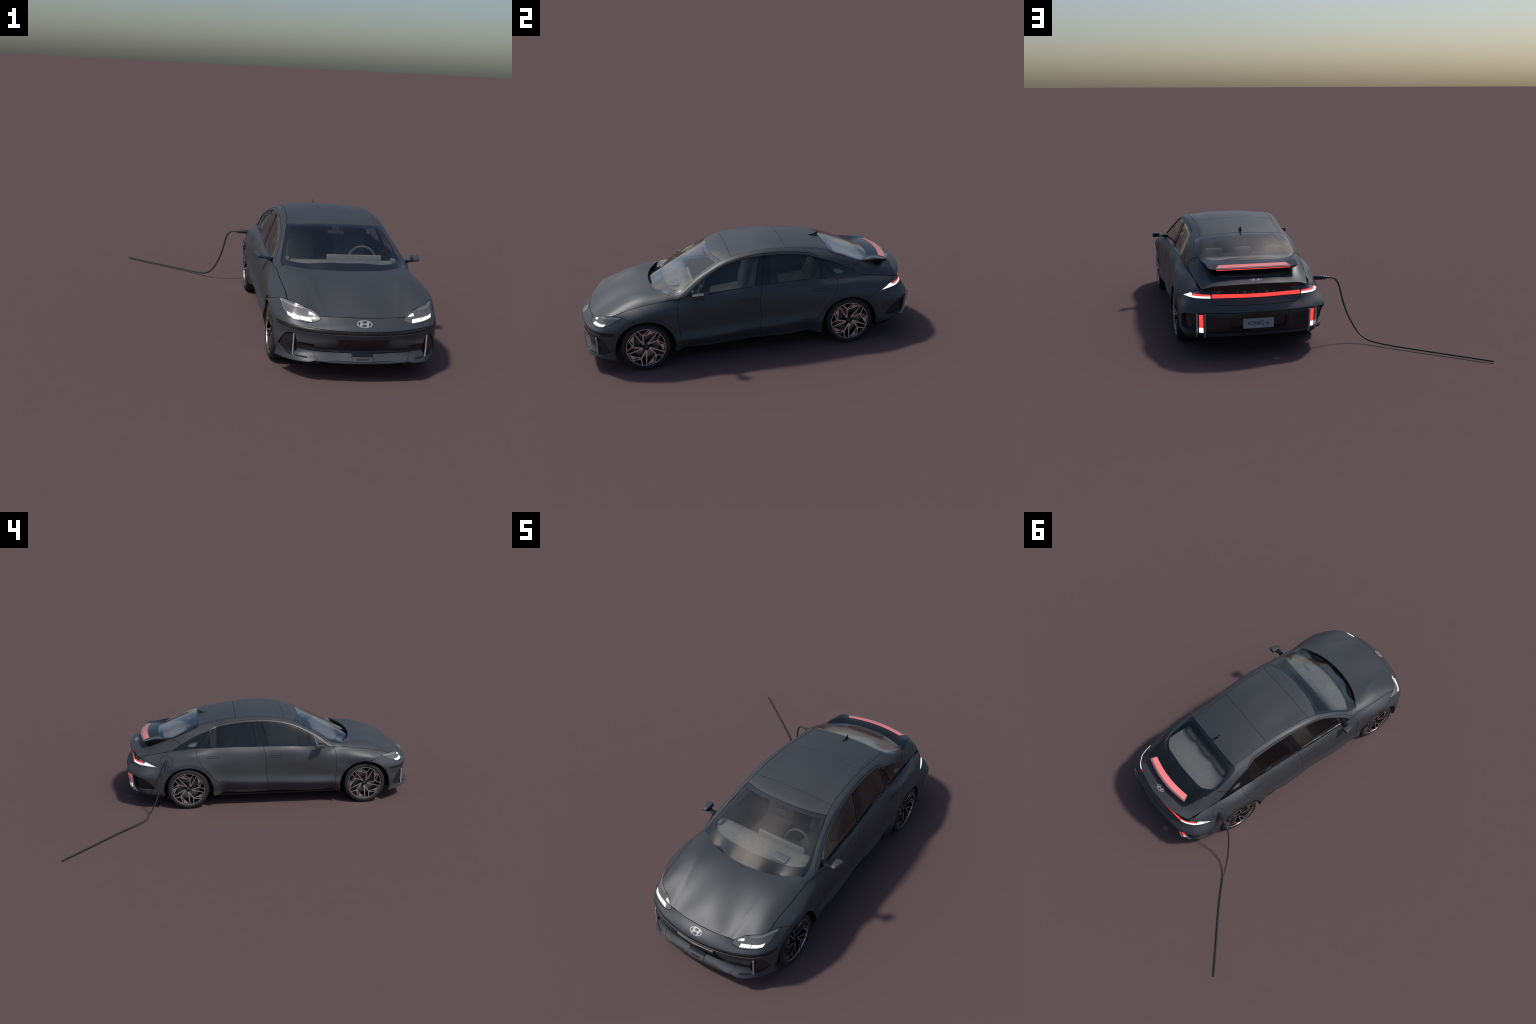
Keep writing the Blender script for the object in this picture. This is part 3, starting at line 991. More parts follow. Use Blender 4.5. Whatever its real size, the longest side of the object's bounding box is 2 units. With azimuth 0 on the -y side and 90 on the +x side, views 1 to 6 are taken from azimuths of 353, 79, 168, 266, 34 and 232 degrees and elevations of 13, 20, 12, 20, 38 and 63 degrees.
# ---- tail
garnish_low = rx([(0, .2410), (.0705, .2400), (.150, .2393), (.1640, .2395), (.1760, .2425), (.1860, .2495), (.1955, .2585), (.1990, .2668)])
garnish_low = dense(garnish_low)
tail_low = dense(np.vstack([rx([(.1990, .2668), (.2250, .2655), (.2500, .2637), (.2728, .2612), (.2880, .2600)]), on(wall, [(.3040, .530, .2585), (.3115, .506, .2570)])]))
bumper_rear_low = dense(np.vstack([sy([(.4865, .0862), (.545, .0895)]), rx([(.300, .094), (.285, .0985), (.2668, .1005), (.2192, .1005), (.13, .1), (0, .1)])]))
rear_half = chain(garnish_low, tail_low, quarter_seam_low, arch(REAR_ARCH, REAR_R, a_rear_seam, a_rear_low), bumper_rear_low)
vent_half = chain(dense(rx([(0, .2115), (.135, .2115), (.2632, .2092), (.284, .2065)])), dense(np.vstack([rx([(.284, .2065)]), sy([(.6150, .1985), (.5736, .1718), (.5483, .1403)])])),
                  dense(sy([(.5483, .1403), (.5437, .1346), (.5455, .1285), (.5530, .1250)])), dense(np.vstack([sy([(.5530, .1250), (.60, .1235)]), rx([(.268, .1195), (.2195, .1160), (.1129, .1150), (0, .1145)])])))
rear_bumper = panel("rear_bumper", wall, [both(rear_half, "rear"), both(vent_half, "rear")], PAINT, car, "one", depth=.019, step=.008)[0]
split_x = .2705
mid_half = chain(dense(rx([(0, .2115), (.135, .2115), (.2632, .2092), (split_x, .2083)])), dense(rx([(split_x, .2083), (split_x, .1197)]), smooth=False), dense(rx([(split_x, .1197), (.2195, .1160), (.1129, .1150), (0, .1145)])))
pocket = chain(dense(rx([(split_x, .2083), (.284, .2065)]), smooth=False), dense(np.vstack([rx([(.284, .2065)]), sy([(.6150, .1985), (.5736, .1718), (.5483, .1403)])])), dense(sy([(.5483, .1403), (.5437, .1346), (.5455, .1285), (.5530, .1250)])),
               dense(np.vstack([sy([(.5530, .1250), (.60, .1235)]), rx([(split_x, .1197)])])), dense(rx([(split_x, .1197), (split_x, .2083)]), smooth=False))
recess = chain(rx([(0, .1865), (.1262, .1865), (.1268, .149)]), rx([(.1130, .1380), (.1000, .1355), (0, .1355)]))
recess = chain(dense(recess, .008, False))
rear_fascia = panel("rear_fascia", wall, [both(mid_half, "rear"), both(recess, "rear")], BLACK, car, "one", depth=.016, offset=-.003, gap=.0006, step=.010)[0]
panel("side_vent", wall, pocket, BLACK, rear_fascia, depth=.004, offset=-.017, gap=-.002, step=.010)
panel("plate_recess", wall, both(recess, "rear"), BLACK, rear_fascia, "one", depth=.004, offset=-.016, gap=-.003, step=.012)
add("fascia_dark_strip", ribbon(wall, dense(rx([(.1345, .2110), (.1325, .165), (.1322, .1165)]), .005), .004, -.0015), BLACK, rear_fascia)  # black strip laid on the fascia in place of a seam
plate_rows = [[(x, .7065 - .001 * t - (x / .07) ** 2 * .0015, .1815 - .0455 * t) for x in np.linspace(-.0675, .0675, 9)] for t in (0, .5, 1)]
pv, pf, _ = grid_surface(plate_rows)
pb = (pv - [0, .003, 0], [tuple(reversed(t)) for t in pf], None)
plate = add("number_plate", merge((pv, pf, None), pb, block((-.0675, .7015, .1365), (.0675, .7030, .1810), .0004, 1)), PLATE, car, "one")[0]
lettering("plate_text", "IONIQ 6", .0250, lambda u, v, w: (-u, .7060 + .02 * v - (u / .07) ** 2 * .0015 + w + .0006, .1588 + v), PLATE_INK, plate, depth=.0004)
for xo in (.2618, .2294):
    zz = np.linspace(.2075, .1000, 16)
    q = rx([(xo, z) for z in zz])
    add("fascia_blade", ribbon(wall, dense(q, .004), .0045, .0065, depth=.004), STEEL, car)
fog = rx([(.2382, .1447), (.2548, .1440), (.2550, .2030), (.2380, .2040)])
fog2 = rx([(.2375, .1215), (.2545, .1207), (.2548, .1436), (.2382, .1443)])
panel("fog_lamp_bed", wall, chain(dense(rx([(.2345, .118), (.2585, .117), (.2585, .2065), (.2345, .2075)]), .008, False)), DARK, car, depth=.004, offset=-.0022, gap=0)
for o in add("fog_lamp_red", pixels(wall, fog, 4, 12, .88, -.0008), RED_LED, car):
    o["kind"] = "stuff"
for o in add("fog_lamp_white", pixels(wall, fog2, 4, 5, .88, -.0008), WHITE_LED, car):
    o["kind"] = "stuff"

# trunk lid with its upper garnish, the light bar and the corner lamps
bar_low, bar_top, top_z = .2680, .2850, .3035
garnish_half = chain(dense(rx([(0, bar_low), (.1975, bar_low)]), smooth=False), garnish_low[::-1])
panel("lid_garnish", wall, both(garnish_half, "rear"), PAINT, car, "one", depth=.008)
upper_half = chain(dense(rx([(0, top_z), (.10, .3035), (.19, .3030), (.2340, .3022)])), dense(rx([(.2340, .3022), (.1990, .2925), (.1985, bar_low)]), smooth=False), dense(rx([(.1985, bar_low), (0, bar_low)]), smooth=False))
lid_black = panel("lid_black_panel", wall, both(upper_half, "rear"), LAMP_DARK, car, "one", depth=.006, offset=-.0015)[0]
light_bar = None
cols = 24
parts = []
qa, qb = rear(.1965, bar_low + .0008), rear(.1965, bar_top)
sa = np.linspace(qa[0], 2 * S_END - qa[0], 2 * cols + 1)
for i in range(2 * cols):
    parts.append(pixels(wall, [(sa[i], bar_low + .0006), (sa[i + 1], bar_low + .0006), (sa[i + 1], bar_top), (sa[i], bar_top)], 1, 2, .93, .0002, .002))
light_bar = add("light_bar_pixels", merge(*parts), RED_LED, car, "one")[0]
light_bar["kind"] = "stuff"
for ch, sx in zip("IONIQ6", (.087, .055, .0215, -.0105, -.042, -.0735)):
    def place(u, v, w, sx=sx):
        q = np.array([[S_END - 0.0, .2935 + v]])
        x = sx - u
        s = rear(abs(x), .2935)[0]
        s = s if x >= 0 else 2 * S_END - s
        q = np.array([[s, .2935 + v]])
        return (wall.points(q) + wall.normals(q) * (w + .0004))[0]
    lettering("lid_letter", ch, .0125, place, LETTER, lid_black, depth=.0004)
tails = panel("tail_lamp", wall, chain(dense(rx([(.1995, .2690), (.1995, .2925)]), smooth=False), dense(rx([(.1995, .2925), (.2180, .2965), (.2355, .3005)])), tail_top[2:], tail_low[::-1]), LAMP_DARK, car, depth=.008, step=.006, gap=.0006)
t_red_a = rx([(.2015, .2835), (.2200, .2832), (.2370, .2825), (.2554, .2815), (.2700, .2822)])
t_red_b = rx([(.2015, .2770), (.2200, .2762), (.2375, .2755), (.2563, .2740), (.2712, .2725)])
t_wht_a = rx([(.2015, .2758), (.2200, .2750), (.2375, .2743), (.2563, .2728), (.2712, .2714)])
t_wht_b = rx([(.2015, .2688), (.2200, .2683), (.2375, .2672), (.2572, .2655), (.2722, .2640)])
panel("tail_red", wall, chain(dense(t_red_a), dense(t_red_b)[::-1]), RED_LED, tails, depth=.001, offset=.0008, gap=0, step=.005)
panel("tail_white", wall, chain(dense(t_wht_a), dense(t_wht_b)[::-1]), WHITE_LED, tails, depth=.001, offset=.0008, gap=0, step=.005)
panel("tail_turn", wall, chain(dense(on(wall, [(.2722, .6060, .2652), (.2850, .583, .2640), (.2950, .557, .2628), (.3035, .532, .2612)])), dense(on(wall, [(.3035, .532, .2612), (.2935, .5545, .2692), (.2800, .5785, .2795)])), dense(on(wall, [(.2752, .5905, .2815), (.2722, .6060, .2652)]), smooth=False)),
      WHITE_LED, tails, depth=.001, offset=.0008, gap=0, step=.005)
panel("tail_cover", wall, chain(dense(on(wall, [(.2480, .6135, .2945), (.2640, .5985, .2865), (.2740, .5890, .2835)])), dense(on(wall, [(.2680, .606, .2838), (.2540, .6235, .2835), (.2400, .6360, .2850)]))), GREY_LENS, tails, depth=.001, offset=.0005, gap=0, step=.005)
panel("tail_chrome", wall, chain(on(wall, [(.2722, .6065, .2632), (.2880, .580, .2610), (.3010, .540, .2590), (.3115, .507, .2572), (.3040, .5290, .2610), (.2950, .557, .2622), (.2850, .583, .2632)])), STEEL, tails, depth=.001, offset=.0006, gap=0, step=.006)

lip = [(.2375, .624), (.2250, .637), (.2, .652), (.15, .6735), (.1, .6835), (.05, .6905), (0, .693)]
dx = deck.xy
lid_half = chain(dense([dx(x, y) for x, y in ((0, .53), (.12, .53), (.165, .535), (.19, .50), (.208, .468), (.2237, .4345))], smooth=False), dense([dx(.2237, .4345), dx(.2440, .4040), deck.flat([(.2582, .3815, .3772)])[0][0]]),
                 dense(np.vstack([deck.flat([(.2582, .3815, .3772), (.2645, .4130, .3580), (.2650, .4380, .3418)])[0]])), dense(deck.flat(lid_seam)[0]), dense([dx(x, y) for x, y in lip]))
trunk = panel("trunk_lid", deck, both(lid_half, "drum"), PAINT, car, "one", depth=.006)[0]
lip_pts = deck.points(dense([dx(x, y) for x, y in lip])) - [0, 0, .005]
under = wall.points(np.array([rear(min(p[0], .234), .3030) for p in lip_pts])) - [0, .001, 0]
u_rows = [lip_pts, lip_pts * .5 + under * .5 + [0, 0, .002], under]
uv, uf, _ = grid_surface(u_rows)
add("lip_underside", (uv, uf, None), BLACK, trunk, "both", smooth=True)


def emblem(name, chart, centre, half_w, half_h, flip, parent):
    a = np.linspace(0, 2 * math.pi, 72, endpoint=False)
    c = np.array(centre)

    def put(u, v):
        u, v = np.asarray(u), np.asarray(v)
        if chart is wall:
            return np.c_[c[0] + u * half_w * flip, c[1] + v * half_h]
        return np.c_[c[0] + v * half_h, c[1] + u * half_w * flip]

    ring = panel(name, chart, [put(np.cos(a), np.sin(a)), put(.86 * np.cos(a), .80 * np.sin(a))], SILVER, parent, "one", depth=.002, offset=.0012, gap=0, step=.004)[0]
    h = np.array([(-.66, -.56), (-.46, .72), (-.20, .83), (-.27, .24), (-.08, .12), (.12, .14), (.30, .30), (.40, .72), (.66, .56), (.46, -.72), (.20, -.83), (.27, -.24), (.08, -.12), (-.12, -.14), (-.30, -.30), (-.40, -.72)])
    panel(name + "_mark", chart, put(h[:, 0], h[:, 1]), SILVER, ring, "one", depth=.002, offset=.0012, gap=0, step=.003)


emblem("front_emblem", wall, (0, .2352), .0310, .0108, 1, front_bumper)
emblem("rear_emblem", deck, (.6501, 0), .0375, -.0150, -1, trunk)

# ------------------------------------------------------------------ greenhouse
ws_side = [(.2147, -.2845, .486), (.2197, -.3082, .4739), (.2287, -.3496, .455), (.2426, -.4127, .4249), (.2546, -.4595, .3949), (.2646, -.5011, .3706), (.2672, -.5400, .3590)]
ws_top = [(0, -.3225), (.06, -.3205), (.1, -.317), (.15, -.306), (.18, -.2965), (.2147, -.2845)]
ws_low = [(.2672, -.5520), (.245, -.580), (.2, -.606), (.15, -.625), (.1, -.636), (.05, -.642), (0, -.644)]
ws_half = chain(dense(gx(ws_top)), dense(on(glass, ws_side))[1:], dense(gx(ws_low)))
clear_half = chain(dense(gx([(0, -.3420), (.07, -.3395), (.13, -.3310), (.175, -.3200), (.1985, -.3130)])), dense(gx([(.2020, -.3220), (.2150, -.3640), (.2310, -.4180), (.2430, -.4700), (.2480, -.5000)])),
                   dense(gx([(.2480, -.5000), (.2440, -.5140), (.2300, -.5255), (.1607, -.5500), (.082, -.5670), (0, -.5720)])))
panel("windshield", glass, both(ws_half, "drum"), WINDSHIELD, car, "one", depth=.003, step=.012)
panel("windshield_border", glass, [both(ws_half, "drum"), both(clear_half, "drum")], FRIT, car, "one", depth=.001, offset=-.0042, gap=.0005, step=.012)
# cowl under the rear edge of the hood
cowl = []
for x in np.linspace(-.26, .26, 27):
    y = np.interp(abs(x), [0, .05, .1, .15, .2, .25, .267], [-.640, -.638, -.631, -.6185, -.597, -.566, -.556])
    cowl.append([(x, y - .03, .335), (x, y + .002, .338), (x, y + .03, .342)])
add("cowl_panel", grid_surface(cowl), BLACK, car, "one")

roof_side = [(.2147, -.2845), (.2108, -.2574), (.2069, -.2316), (.2025, -.15), (.199, -.06), (.1955, .0472)]
seam_f, seam_r = -.2310, .0570
roof_f = dense(gx([(0, seam_f - .0005), (.1, seam_f), (.2069, seam_f + .0005)]))
roof_r = dense(gx([(0, seam_r), (.1, seam_r - .001), (.1955, seam_r - .004)]))
rs = dense(gx(roof_side))
k = int(np.argmin(np.abs(rs[:, 0] - seam_f)))
panel("roof_header", glass, both(chain(dense(gx(ws_top)), rs[:k + 1], roof_f[::-1]), "drum"), PAINT, car, "one", depth=.006, step=.010)
panel("roof_panel", glass, both(chain(roof_f, rs[k:], roof_r[::-1]), "drum"), PAINT, car, "one", depth=.006, step=.010)
rg_top = [(0, .2826), (.08, .2815), (.15, .2795), (.1820, .2778), (.1945, .2765)]
rg_side = [(.1945, .2765), (.2085, .2800), (.2165, .2913), (.2215, .3120), (.2255, .3384), (.2285, .3760), (.2285, .4100), (.2237, .4338)]
rg_low = [(.2237, .4338), (.1977, .4701), (.1750, .4860), (.1479, .5006), (.1, .5130), (.05, .5180), (0, .5193)]
roof_side_rear = dense(gx([(.1955, .0530), (.1950, .12), (.1945, .20), (.1945, .2765)]))
panel("roof_tail", glass, both(chain(roof_r, roof_side_rear, dense(gx(rg_top))[::-1]), "drum"), PAINT, car, "one", depth=.006, step=.010)
add("roof_dark_strip", ribbon(glass, dense(gx([(.1870, .0575), (.1855, .12), (.1850, .20), (.1868, .2760)])), .0016, .0003), DARK, car)  # dark strip on the roof skin imitates a groove
rg_half = chain(dense(gx(rg_top)), dense(gx(rg_side)), dense(gx(rg_low)))
rg_clear = chain(dense(gx([(0, .3000), (.10, .2985), (.17, .2965), (.1860, .2990)])), dense(gx([(.1860, .2990), (.1985, .3080), (.2060, .3400), (.2120, .3900), (.2121, .4207)])),
                 dense(gx([(.2121, .4207), (.2060, .4400), (.1952, .4530), (.1624, .4770), (.12, .4860), (.077, .4904), (0, .4935)])))
panel("rear_window", glass, both(rg_half, "drum"), REAR_GLASS, car, "one", depth=.003, step=.012)
panel("rear_window_border", glass, [both(rg_half, "drum"), both(rg_clear, "drum")], FRIT, car, "one", depth=.001, offset=-.0042, gap=.0005, step=.012)

seam = dense(on(glass, pillar_seam + [(.2295, .1960, .4665), (.2400, .2122, .4550)]))
dlo_top_f = [(-.4771, .3532), (-.4571, .3727), (-.4254, .3946), (-.3771, .4239), (-.3199, .454), (-.2448, .4794), (-.1704, .4936), (-.1100, .4965), (-.0659, .4965)]
dlo_top_r = [(-.0659, .4965), (0, .4932), (.0284, .4906), (.103, .4806), (.178, .4640), (.2142, .4522)]
dlo_tail = [(.2142, .4522), (.287, .4255), (.3627, .3861), (.4399, .3405)]
df, dr_, dt = dense(gy(dlo_top_f)), dense(gy(dlo_top_r)), dense(gy(dlo_tail))
quarter_seam = dense(on(glass, [(.2582, .3809, .3776), (.2440, .4040, .3915), (.2237, .4338, .4037)]))
kq = int(np.argmin(np.abs(dt[:, 0] - .3809)))
panel("pillar_frame", glass, chain(dense(on(glass, [(.2903, -.5834, .3409), (.2905, -.5500, .3408), (.293, -.5135, .3425)])), seam, dt[:kq], quarter_seam, dense(gx(rg_side))[::-1], roof_side_rear[::-1], rs[::-1], dense(on(glass, ws_side)),
      dense(on(glass, [(.2672, -.5587, .3592), (.2815, -.5735, .3490), (.2903, -.5834, .3409)]))), PAINT, car, depth=.007, step=.009)
kb = int(np.argmin(np.abs(seam[:, 0] + .0647)))
gb = dense(on(glass, belt_line))
b_seam = dense(gy([(-.0647, .5062), (-.0668, .4925), (-.0830, .4250), (-.0980, .3610)]))
panel("front_window_frame", glass, chain(seam[:kb + 1], gy([(-.0659, .4965)]), df[::-1], on(glass, [(.2985, -.495, .3478)])), PAINT, front_door, depth=.007, step=.008, offset=-.0004)
panel("rear_window_frame", glass, chain(seam[kb:], dr_[::-1]), PAINT, rear_door, depth=.007, step=.008, offset=-.0004)
# glass in the doors
kb2 = int(np.argmin(np.abs(gb[:, 0] + .0980)))
kf = int(np.argmin(np.abs(gb[:, 0] + .1335)))
ka = int(np.argmin(np.abs(gb[:, 0] + .0584)))
kr = int(np.argmin(np.abs(gb[:, 0] - .2810)))
pf_top, pa_top = glass.yz(-.0941, .4950), glass.yz(-.0407, .4950)


def cut(run, y):
    return int(np.argmin(np.abs(run[:, 0] - y)))


inset = dict(offset=-.0045, step=.010)
front_glass = chain(df[:cut(df, -.0955)], dense(gy([(-.0945, .4945), (-.1327, .3640)])), gb[:kf + 1][::-1])
panel("front_side_window", glass, front_glass, SIDE_GLASS, front_door, depth=.002, gap=.0014, **inset)
rear_glass_edge = gy([(.1882, .4560), (.2055, .4258), (.2140, .4076), (.2135, .3600)])
rear_glass = chain(dense(gy([(-.0584, .3650), (-.0407, .4940)])), dr_[cut(dr_, -.0395):cut(dr_, .186)], dense(rear_glass_edge), gb[ka:cut(gb, .2130)][::-1])
panel("rear_side_window", glass, rear_glass, PRIVACY, rear_door, depth=.002, gap=.0014, **inset)
panel("centre_pillar_cover", glass, chain(dense(gy([(-.0945, .4945), (-.1327, .3640)])), gb[kf:kb2 + 1], b_seam[::-1][:cut(b_seam[::-1], -.0659)], df[cut(df, -.0940):]), GLOSS, front_door, depth=.004, offset=-.0022, gap=.0007)
panel("centre_pillar_cover", glass, chain(b_seam[cut(b_seam, -.0668):], gb[kb2:ka + 1], dense(gy([(-.0584, .3650), (-.0407, .4940)])), dr_[:cut(dr_, -.0410)][::-1]), GLOSS, rear_door, depth=.004, offset=-.0022, gap=.0007)
division = dense(gy([(.2260, .4475), (.2800, .3605)]))
panel("rear_window_surround", glass, chain(dense(rear_glass_edge), gb[cut(gb, .2130):kr], division[::-1], dr_[cut(dr_, .188):][::-1][:0] if False else gy([(.2190, .4500), (.2050, .4540)])), GLOSS, rear_door, depth=.004, offset=-.0026, gap=.0007)
q_clear = chain(dense(gy([(.3440, .3715), (.3132, .3867), (.2797, .3925)])), dense(gy([(.2797, .3925), (.2965, .3690)]), smooth=False), dense(gy([(.2965, .3690), (.3263, .3668), (.3440, .3715)])))
q_out = chain(division, gb[kr:], dt[cut(dt, .2270):][::-1])
panel("quarter_window_border", glass, [q_out, q_clear], GLOSS, car, depth=.004, offset=-.0026, gap=.0010)
panel("quarter_window", glass, q_clear, SIDE_GLASS, car, depth=.002, offset=-.0030, gap=0)
panel("quarter_window_backing", glass, q_clear, SHELF, car, depth=.002, offset=-.012, gap=-.004)  # pale backing added behind the pane to imitate the lit cabin
add("hinge_dark_strip", ribbon(deck, dense(deck.flat([(.2575, .3815, .3772), (.2440, .4040, .3915), (.2240, .4335, .4035)])[0], .004), .0020, .0012), DARK, car)  # dark strip laid over the hinge line to draw its gap
add("window_moulding", merge(ribbon(glass, gb[:cut(gb, .436)], .0042, .0010, depth=.004)), GLOSS, car)
add("window_seal", merge(ribbon(glass, np.vstack([df, dr_[1:], dt[1:]]), .0036, -.0006, depth=.004)), BLACK, car)
add("divider_bar", tube([(.2672, -.4036, .3995), (.2745, -.4108, .3790), (.2830, -.4179, .3565)], .0022, 8), CHROME, car)

# spoiler: a black wing that carries the brake lamp
wing = [  # leading edge, trailing edge, foot on the lid
    ((0, .5193, .3995), (0, .6245, .3850), (0, .607, .343)), ((.05, .5180, .3990), (.05, .6225, .3846), (.05, .605, .343)), ((.1, .5130, .3975), (.1, .6155, .3834), (.1, .598, .3435)),
    ((.1479, .5006, .3950), (.15, .6060, .3815), (.143, .588, .345)), ((.1750, .4860, .3958), (.180, .5995, .3822), (.168, .572, .349)), ((.1977, .4701, .3978), (.1968, .5930, .3855), (.186, .550, .356)),
    ((.2100, .4540, .4003), (.2030, .5680, .3925), (.201, .522, .367)), ((.2180, .4420, .4023), (.2120, .5110, .3985), (.214, .490, .380)), ((.2232, .4345, .4030), (.2222, .4450, .4022), (.2215, .4400, .4000))]
W = [spline([w[k] for w in wing]) for k in range(3)]


def wing_row(v, n=25, u_max=1.0):
    """v: 0 leading edge .. 1 trailing edge .. 1.1 below it .. 2 foot"""
    u = np.linspace(0, u_max, n)
    a, b, c = W[0](u), W[1](u), W[2](u)
    fall = (1 - u ** 6)[:, None]
    if v <= 1:
        p = a + (b - a) * v
        p[:, 2] += .0055 * fall[:, 0] * math.sin(math.pi * v) * (1 - .35 * v)
    else:
        w = v - 1
        low = b - np.array([0, .003, .0085]) * fall
        p = b + (low - b) * min(w / .1, 1) if w < .1 else low + (c - low) * ((w - .1) / .9)
        if w >= .1:
            p[:, 1] -= .009 * math.sin(math.pi * (w - .1) / .9) * fall[:, 0]
    return p


v_steps = [0, .1, .2, .35, .5, .65, .8, .92, .98, 1.0, 1.03, 1.1, 1.25, 1.45, 1.7, 2.0]
wing_half = grid_surface([wing_row(v) for v in v_steps])
wv, wf, _ = merge(wing_half, mirrored(wing_half[0], wing_half[1], None))
spoiler = smooth_by_angle(add("spoiler", (wv, wf, None), GLOSS, car, "one")[0], 50)
_bm = bmesh.new(); _bm.from_mesh(spoiler.data); bmesh.ops.remove_doubles(_bm, verts=_bm.verts[:], dist=1e-5); bmesh.ops.recalc_face_normals(_bm, faces=_bm.faces[:]); _bm.to_mesh(spoiler.data); _bm.free()


def wing_patch(u_max, v0, v1, lift, n=15):
    rows = []
    for v in np.linspace(v0, v1, 6):
        rows.append(wing_row(v, n, u_max) + [0, .2 * lift, lift])
    top = grid_surface(rows)
    low = (top[0] - [0, 0, .003], [tuple(reversed(t)) for t in top[1]], None)
    h = merge(top, low)
    return merge(h, mirrored(h[0], h[1], None))


add("brake_lamp_cover", wing_patch(.492, .60, .985, .0012), GREY_LENS, spoiler, "one", smooth=True)
add("brake_lamp", wing_patch(.478, .62, .90, .0024), BRAKE_LED, spoiler, "one", smooth=True)
e_rows = [wing_row(v, 15, .478) + [0, .0012, 0] for v in (1.015, 1.055)]
e_half = grid_surface(e_rows)
add("brake_lamp_edge", merge(e_half, mirrored(e_half[0], e_half[1], None)), RED_LED, spoiler, "one")

# antenna fin
fin = []
for t in np.linspace(0, 1, 14):
    y = .2136 + .0570 * t
    zb = glass.points(np.array([[y, 0.0]]))[0, 2] - .001
    h = .0265 * t ** 1.5 + .0006
    w = .0072 * math.sin(min(1, t * 1.5 + .08) * math.pi * .5) * (1 - .25 * t)
    row = []
    for a in np.linspace(-1, 1, 9):
        row.append((w * a, y + (.006 * (1 - abs(a)) * t), zb + h * (1 - abs(a)) ** .8))
    fin.append(row)
fv, ff, _ = grid_surface(fin)
nf = len(fv)
fv = np.vstack([fv, [(0, .262, fv[-9:, 2].min())]])
ff += [(nf - 9 + i, nf - 9 + i + 1, nf) for i in range(8)]
smooth_by_angle(add("antenna_fin", (fv, ff, None), GLOSS, car, "one")[0], 60)

# mirrors: a slim camera-style housing on a stalk
m_back, m_front = -.3985, -.4520
house = []
for y, x0, x1, z0, z1, in ((m_front - .001, .343, .357, .3635, .3725), (m_front + .003, .338, .361, .3600, .3750), (-.43, .3362, .3655, .3585, .3775), (-.41, .3358, .3715, .3580, .3790), (m_back, .3355, .3735, .3583, .3790), (m_back + .001, .3375, .3710, .3605, .3770)):
    r = min(.004, (z1 - z0) * .3)
    ring = []
    for cx_, cz_, a0 in ((x1 - r, z1 - r, 0), (x0 + r, z1 - r, 90), (x0 + r, z0 + r, 180), (x1 - r, z0 + r, 270)):
        for a in np.radians(np.linspace(a0, a0 + 90, 4)):
            ring.append((cx_ + r * math.cos(a), y, cz_ + r * math.sin(a)))
    house.append(ring + [ring[0]])
hv, hf, _ = grid_surface(house)
n1 = len(house[0])
hf += [tuple(range(n1 - 1)), tuple(range(len(hv) - n1, len(hv) - 1))[::-1]]
mirror = add("mirror_housing", (hv, hf, None), PAINT, car)
for o in mirror:
    smooth_by_angle(o, 40)
add("mirror_camera", block((.3420, -.3985, .3625), (.3670, -.3965, .3755), .001, 1), GLOSS, mirror)
stalk = []
for t in np.linspace(0, 1, 10):
    x = .286 + .066 * t
    y0, y1 = -.4520 + .008 * t, -.4250 + .012 * t
    zt, zb = .3665 - .0035 * t, .3470 + .0115 * t
    r = [(x, y0, (zt + zb) / 2), (x, y0 + .003, zt - .001), (x, (y0 + y1) / 2, zt), (x, y1 - .003, zt - .001), (x, y1, (zt + zb) / 2), (x, y1 - .003, zb + .002), (x, (y0 + y1) / 2, zb), (x, y0 + .003, zb + .002)]
    stalk.append(r + [r[0]])
for o in add("mirror_stalk", grid_surface(stalk), GLOSS, mirror):
    smooth_by_angle(o, 60)

# charge flap outline on the right quarter
fa = np.linspace(0, 2 * math.pi, 48, endpoint=False)
flap = sy([(.4663 + .0360 * math.cos(a), .2895 + .0310 * math.sin(a)) for a in fa])
fl = panel("charge_flap", wall, shrink(flap, .0012), PAINT, quarter[1], "right", depth=.001, offset=.0004, gap=0, step=.008)[0]
add("flap_dark_strip", ribbon(wall, flap, .0018, .0003, True), DARK, fl, "right")  # dark ring laid on the quarter, drawn as the flap's gap

# ------------------------------------------------------------------ underside and wheel wells
plan = _d[(_s >= 0) & (_s <= S_END)][::60]
fl_rows = []
for y in np.linspace(-.965, .655, 60):
    w = np.interp(y, plan[:, 1], plan[:, 0])
    for c, r in ((FRONT_ARCH, FRONT_R), (REAR_ARCH, REAR_R)):
        if abs(y - c[0]) < r:
            w = min(w, .225)
    w = max(w - .03, .01)
    z = .066 if abs(y) < .6 else .07
    z += .03 * max(0, (y - .5) / .155) ** 2
    fl_rows.append([(-w, y, z + .012), (-w * .97, y, z), (0, y, z), (w * .97, y, z), (w, y, z + .012)])
add("floor_pan", grid_surface(fl_rows), BLACK, car, "one")
for c, r in ((FRONT_ARCH, FRONT_R), (REAR_ARCH, REAR_R)):
    rows = []
    for a in np.radians(np.linspace(-14, 194, 40)):
        cy, cz = c[0] + (r + .006) * math.cos(a), c[1] + (r + .006) * math.sin(a)
        rows.append([(.322, cy, cz), (.312, cy, cz), (.215, cy, cz), (.213, c[0] + .02 * math.cos(a), c[1] + .02 * math.sin(a))])
    add("wheel_well", grid_surface(rows), DARK, car)
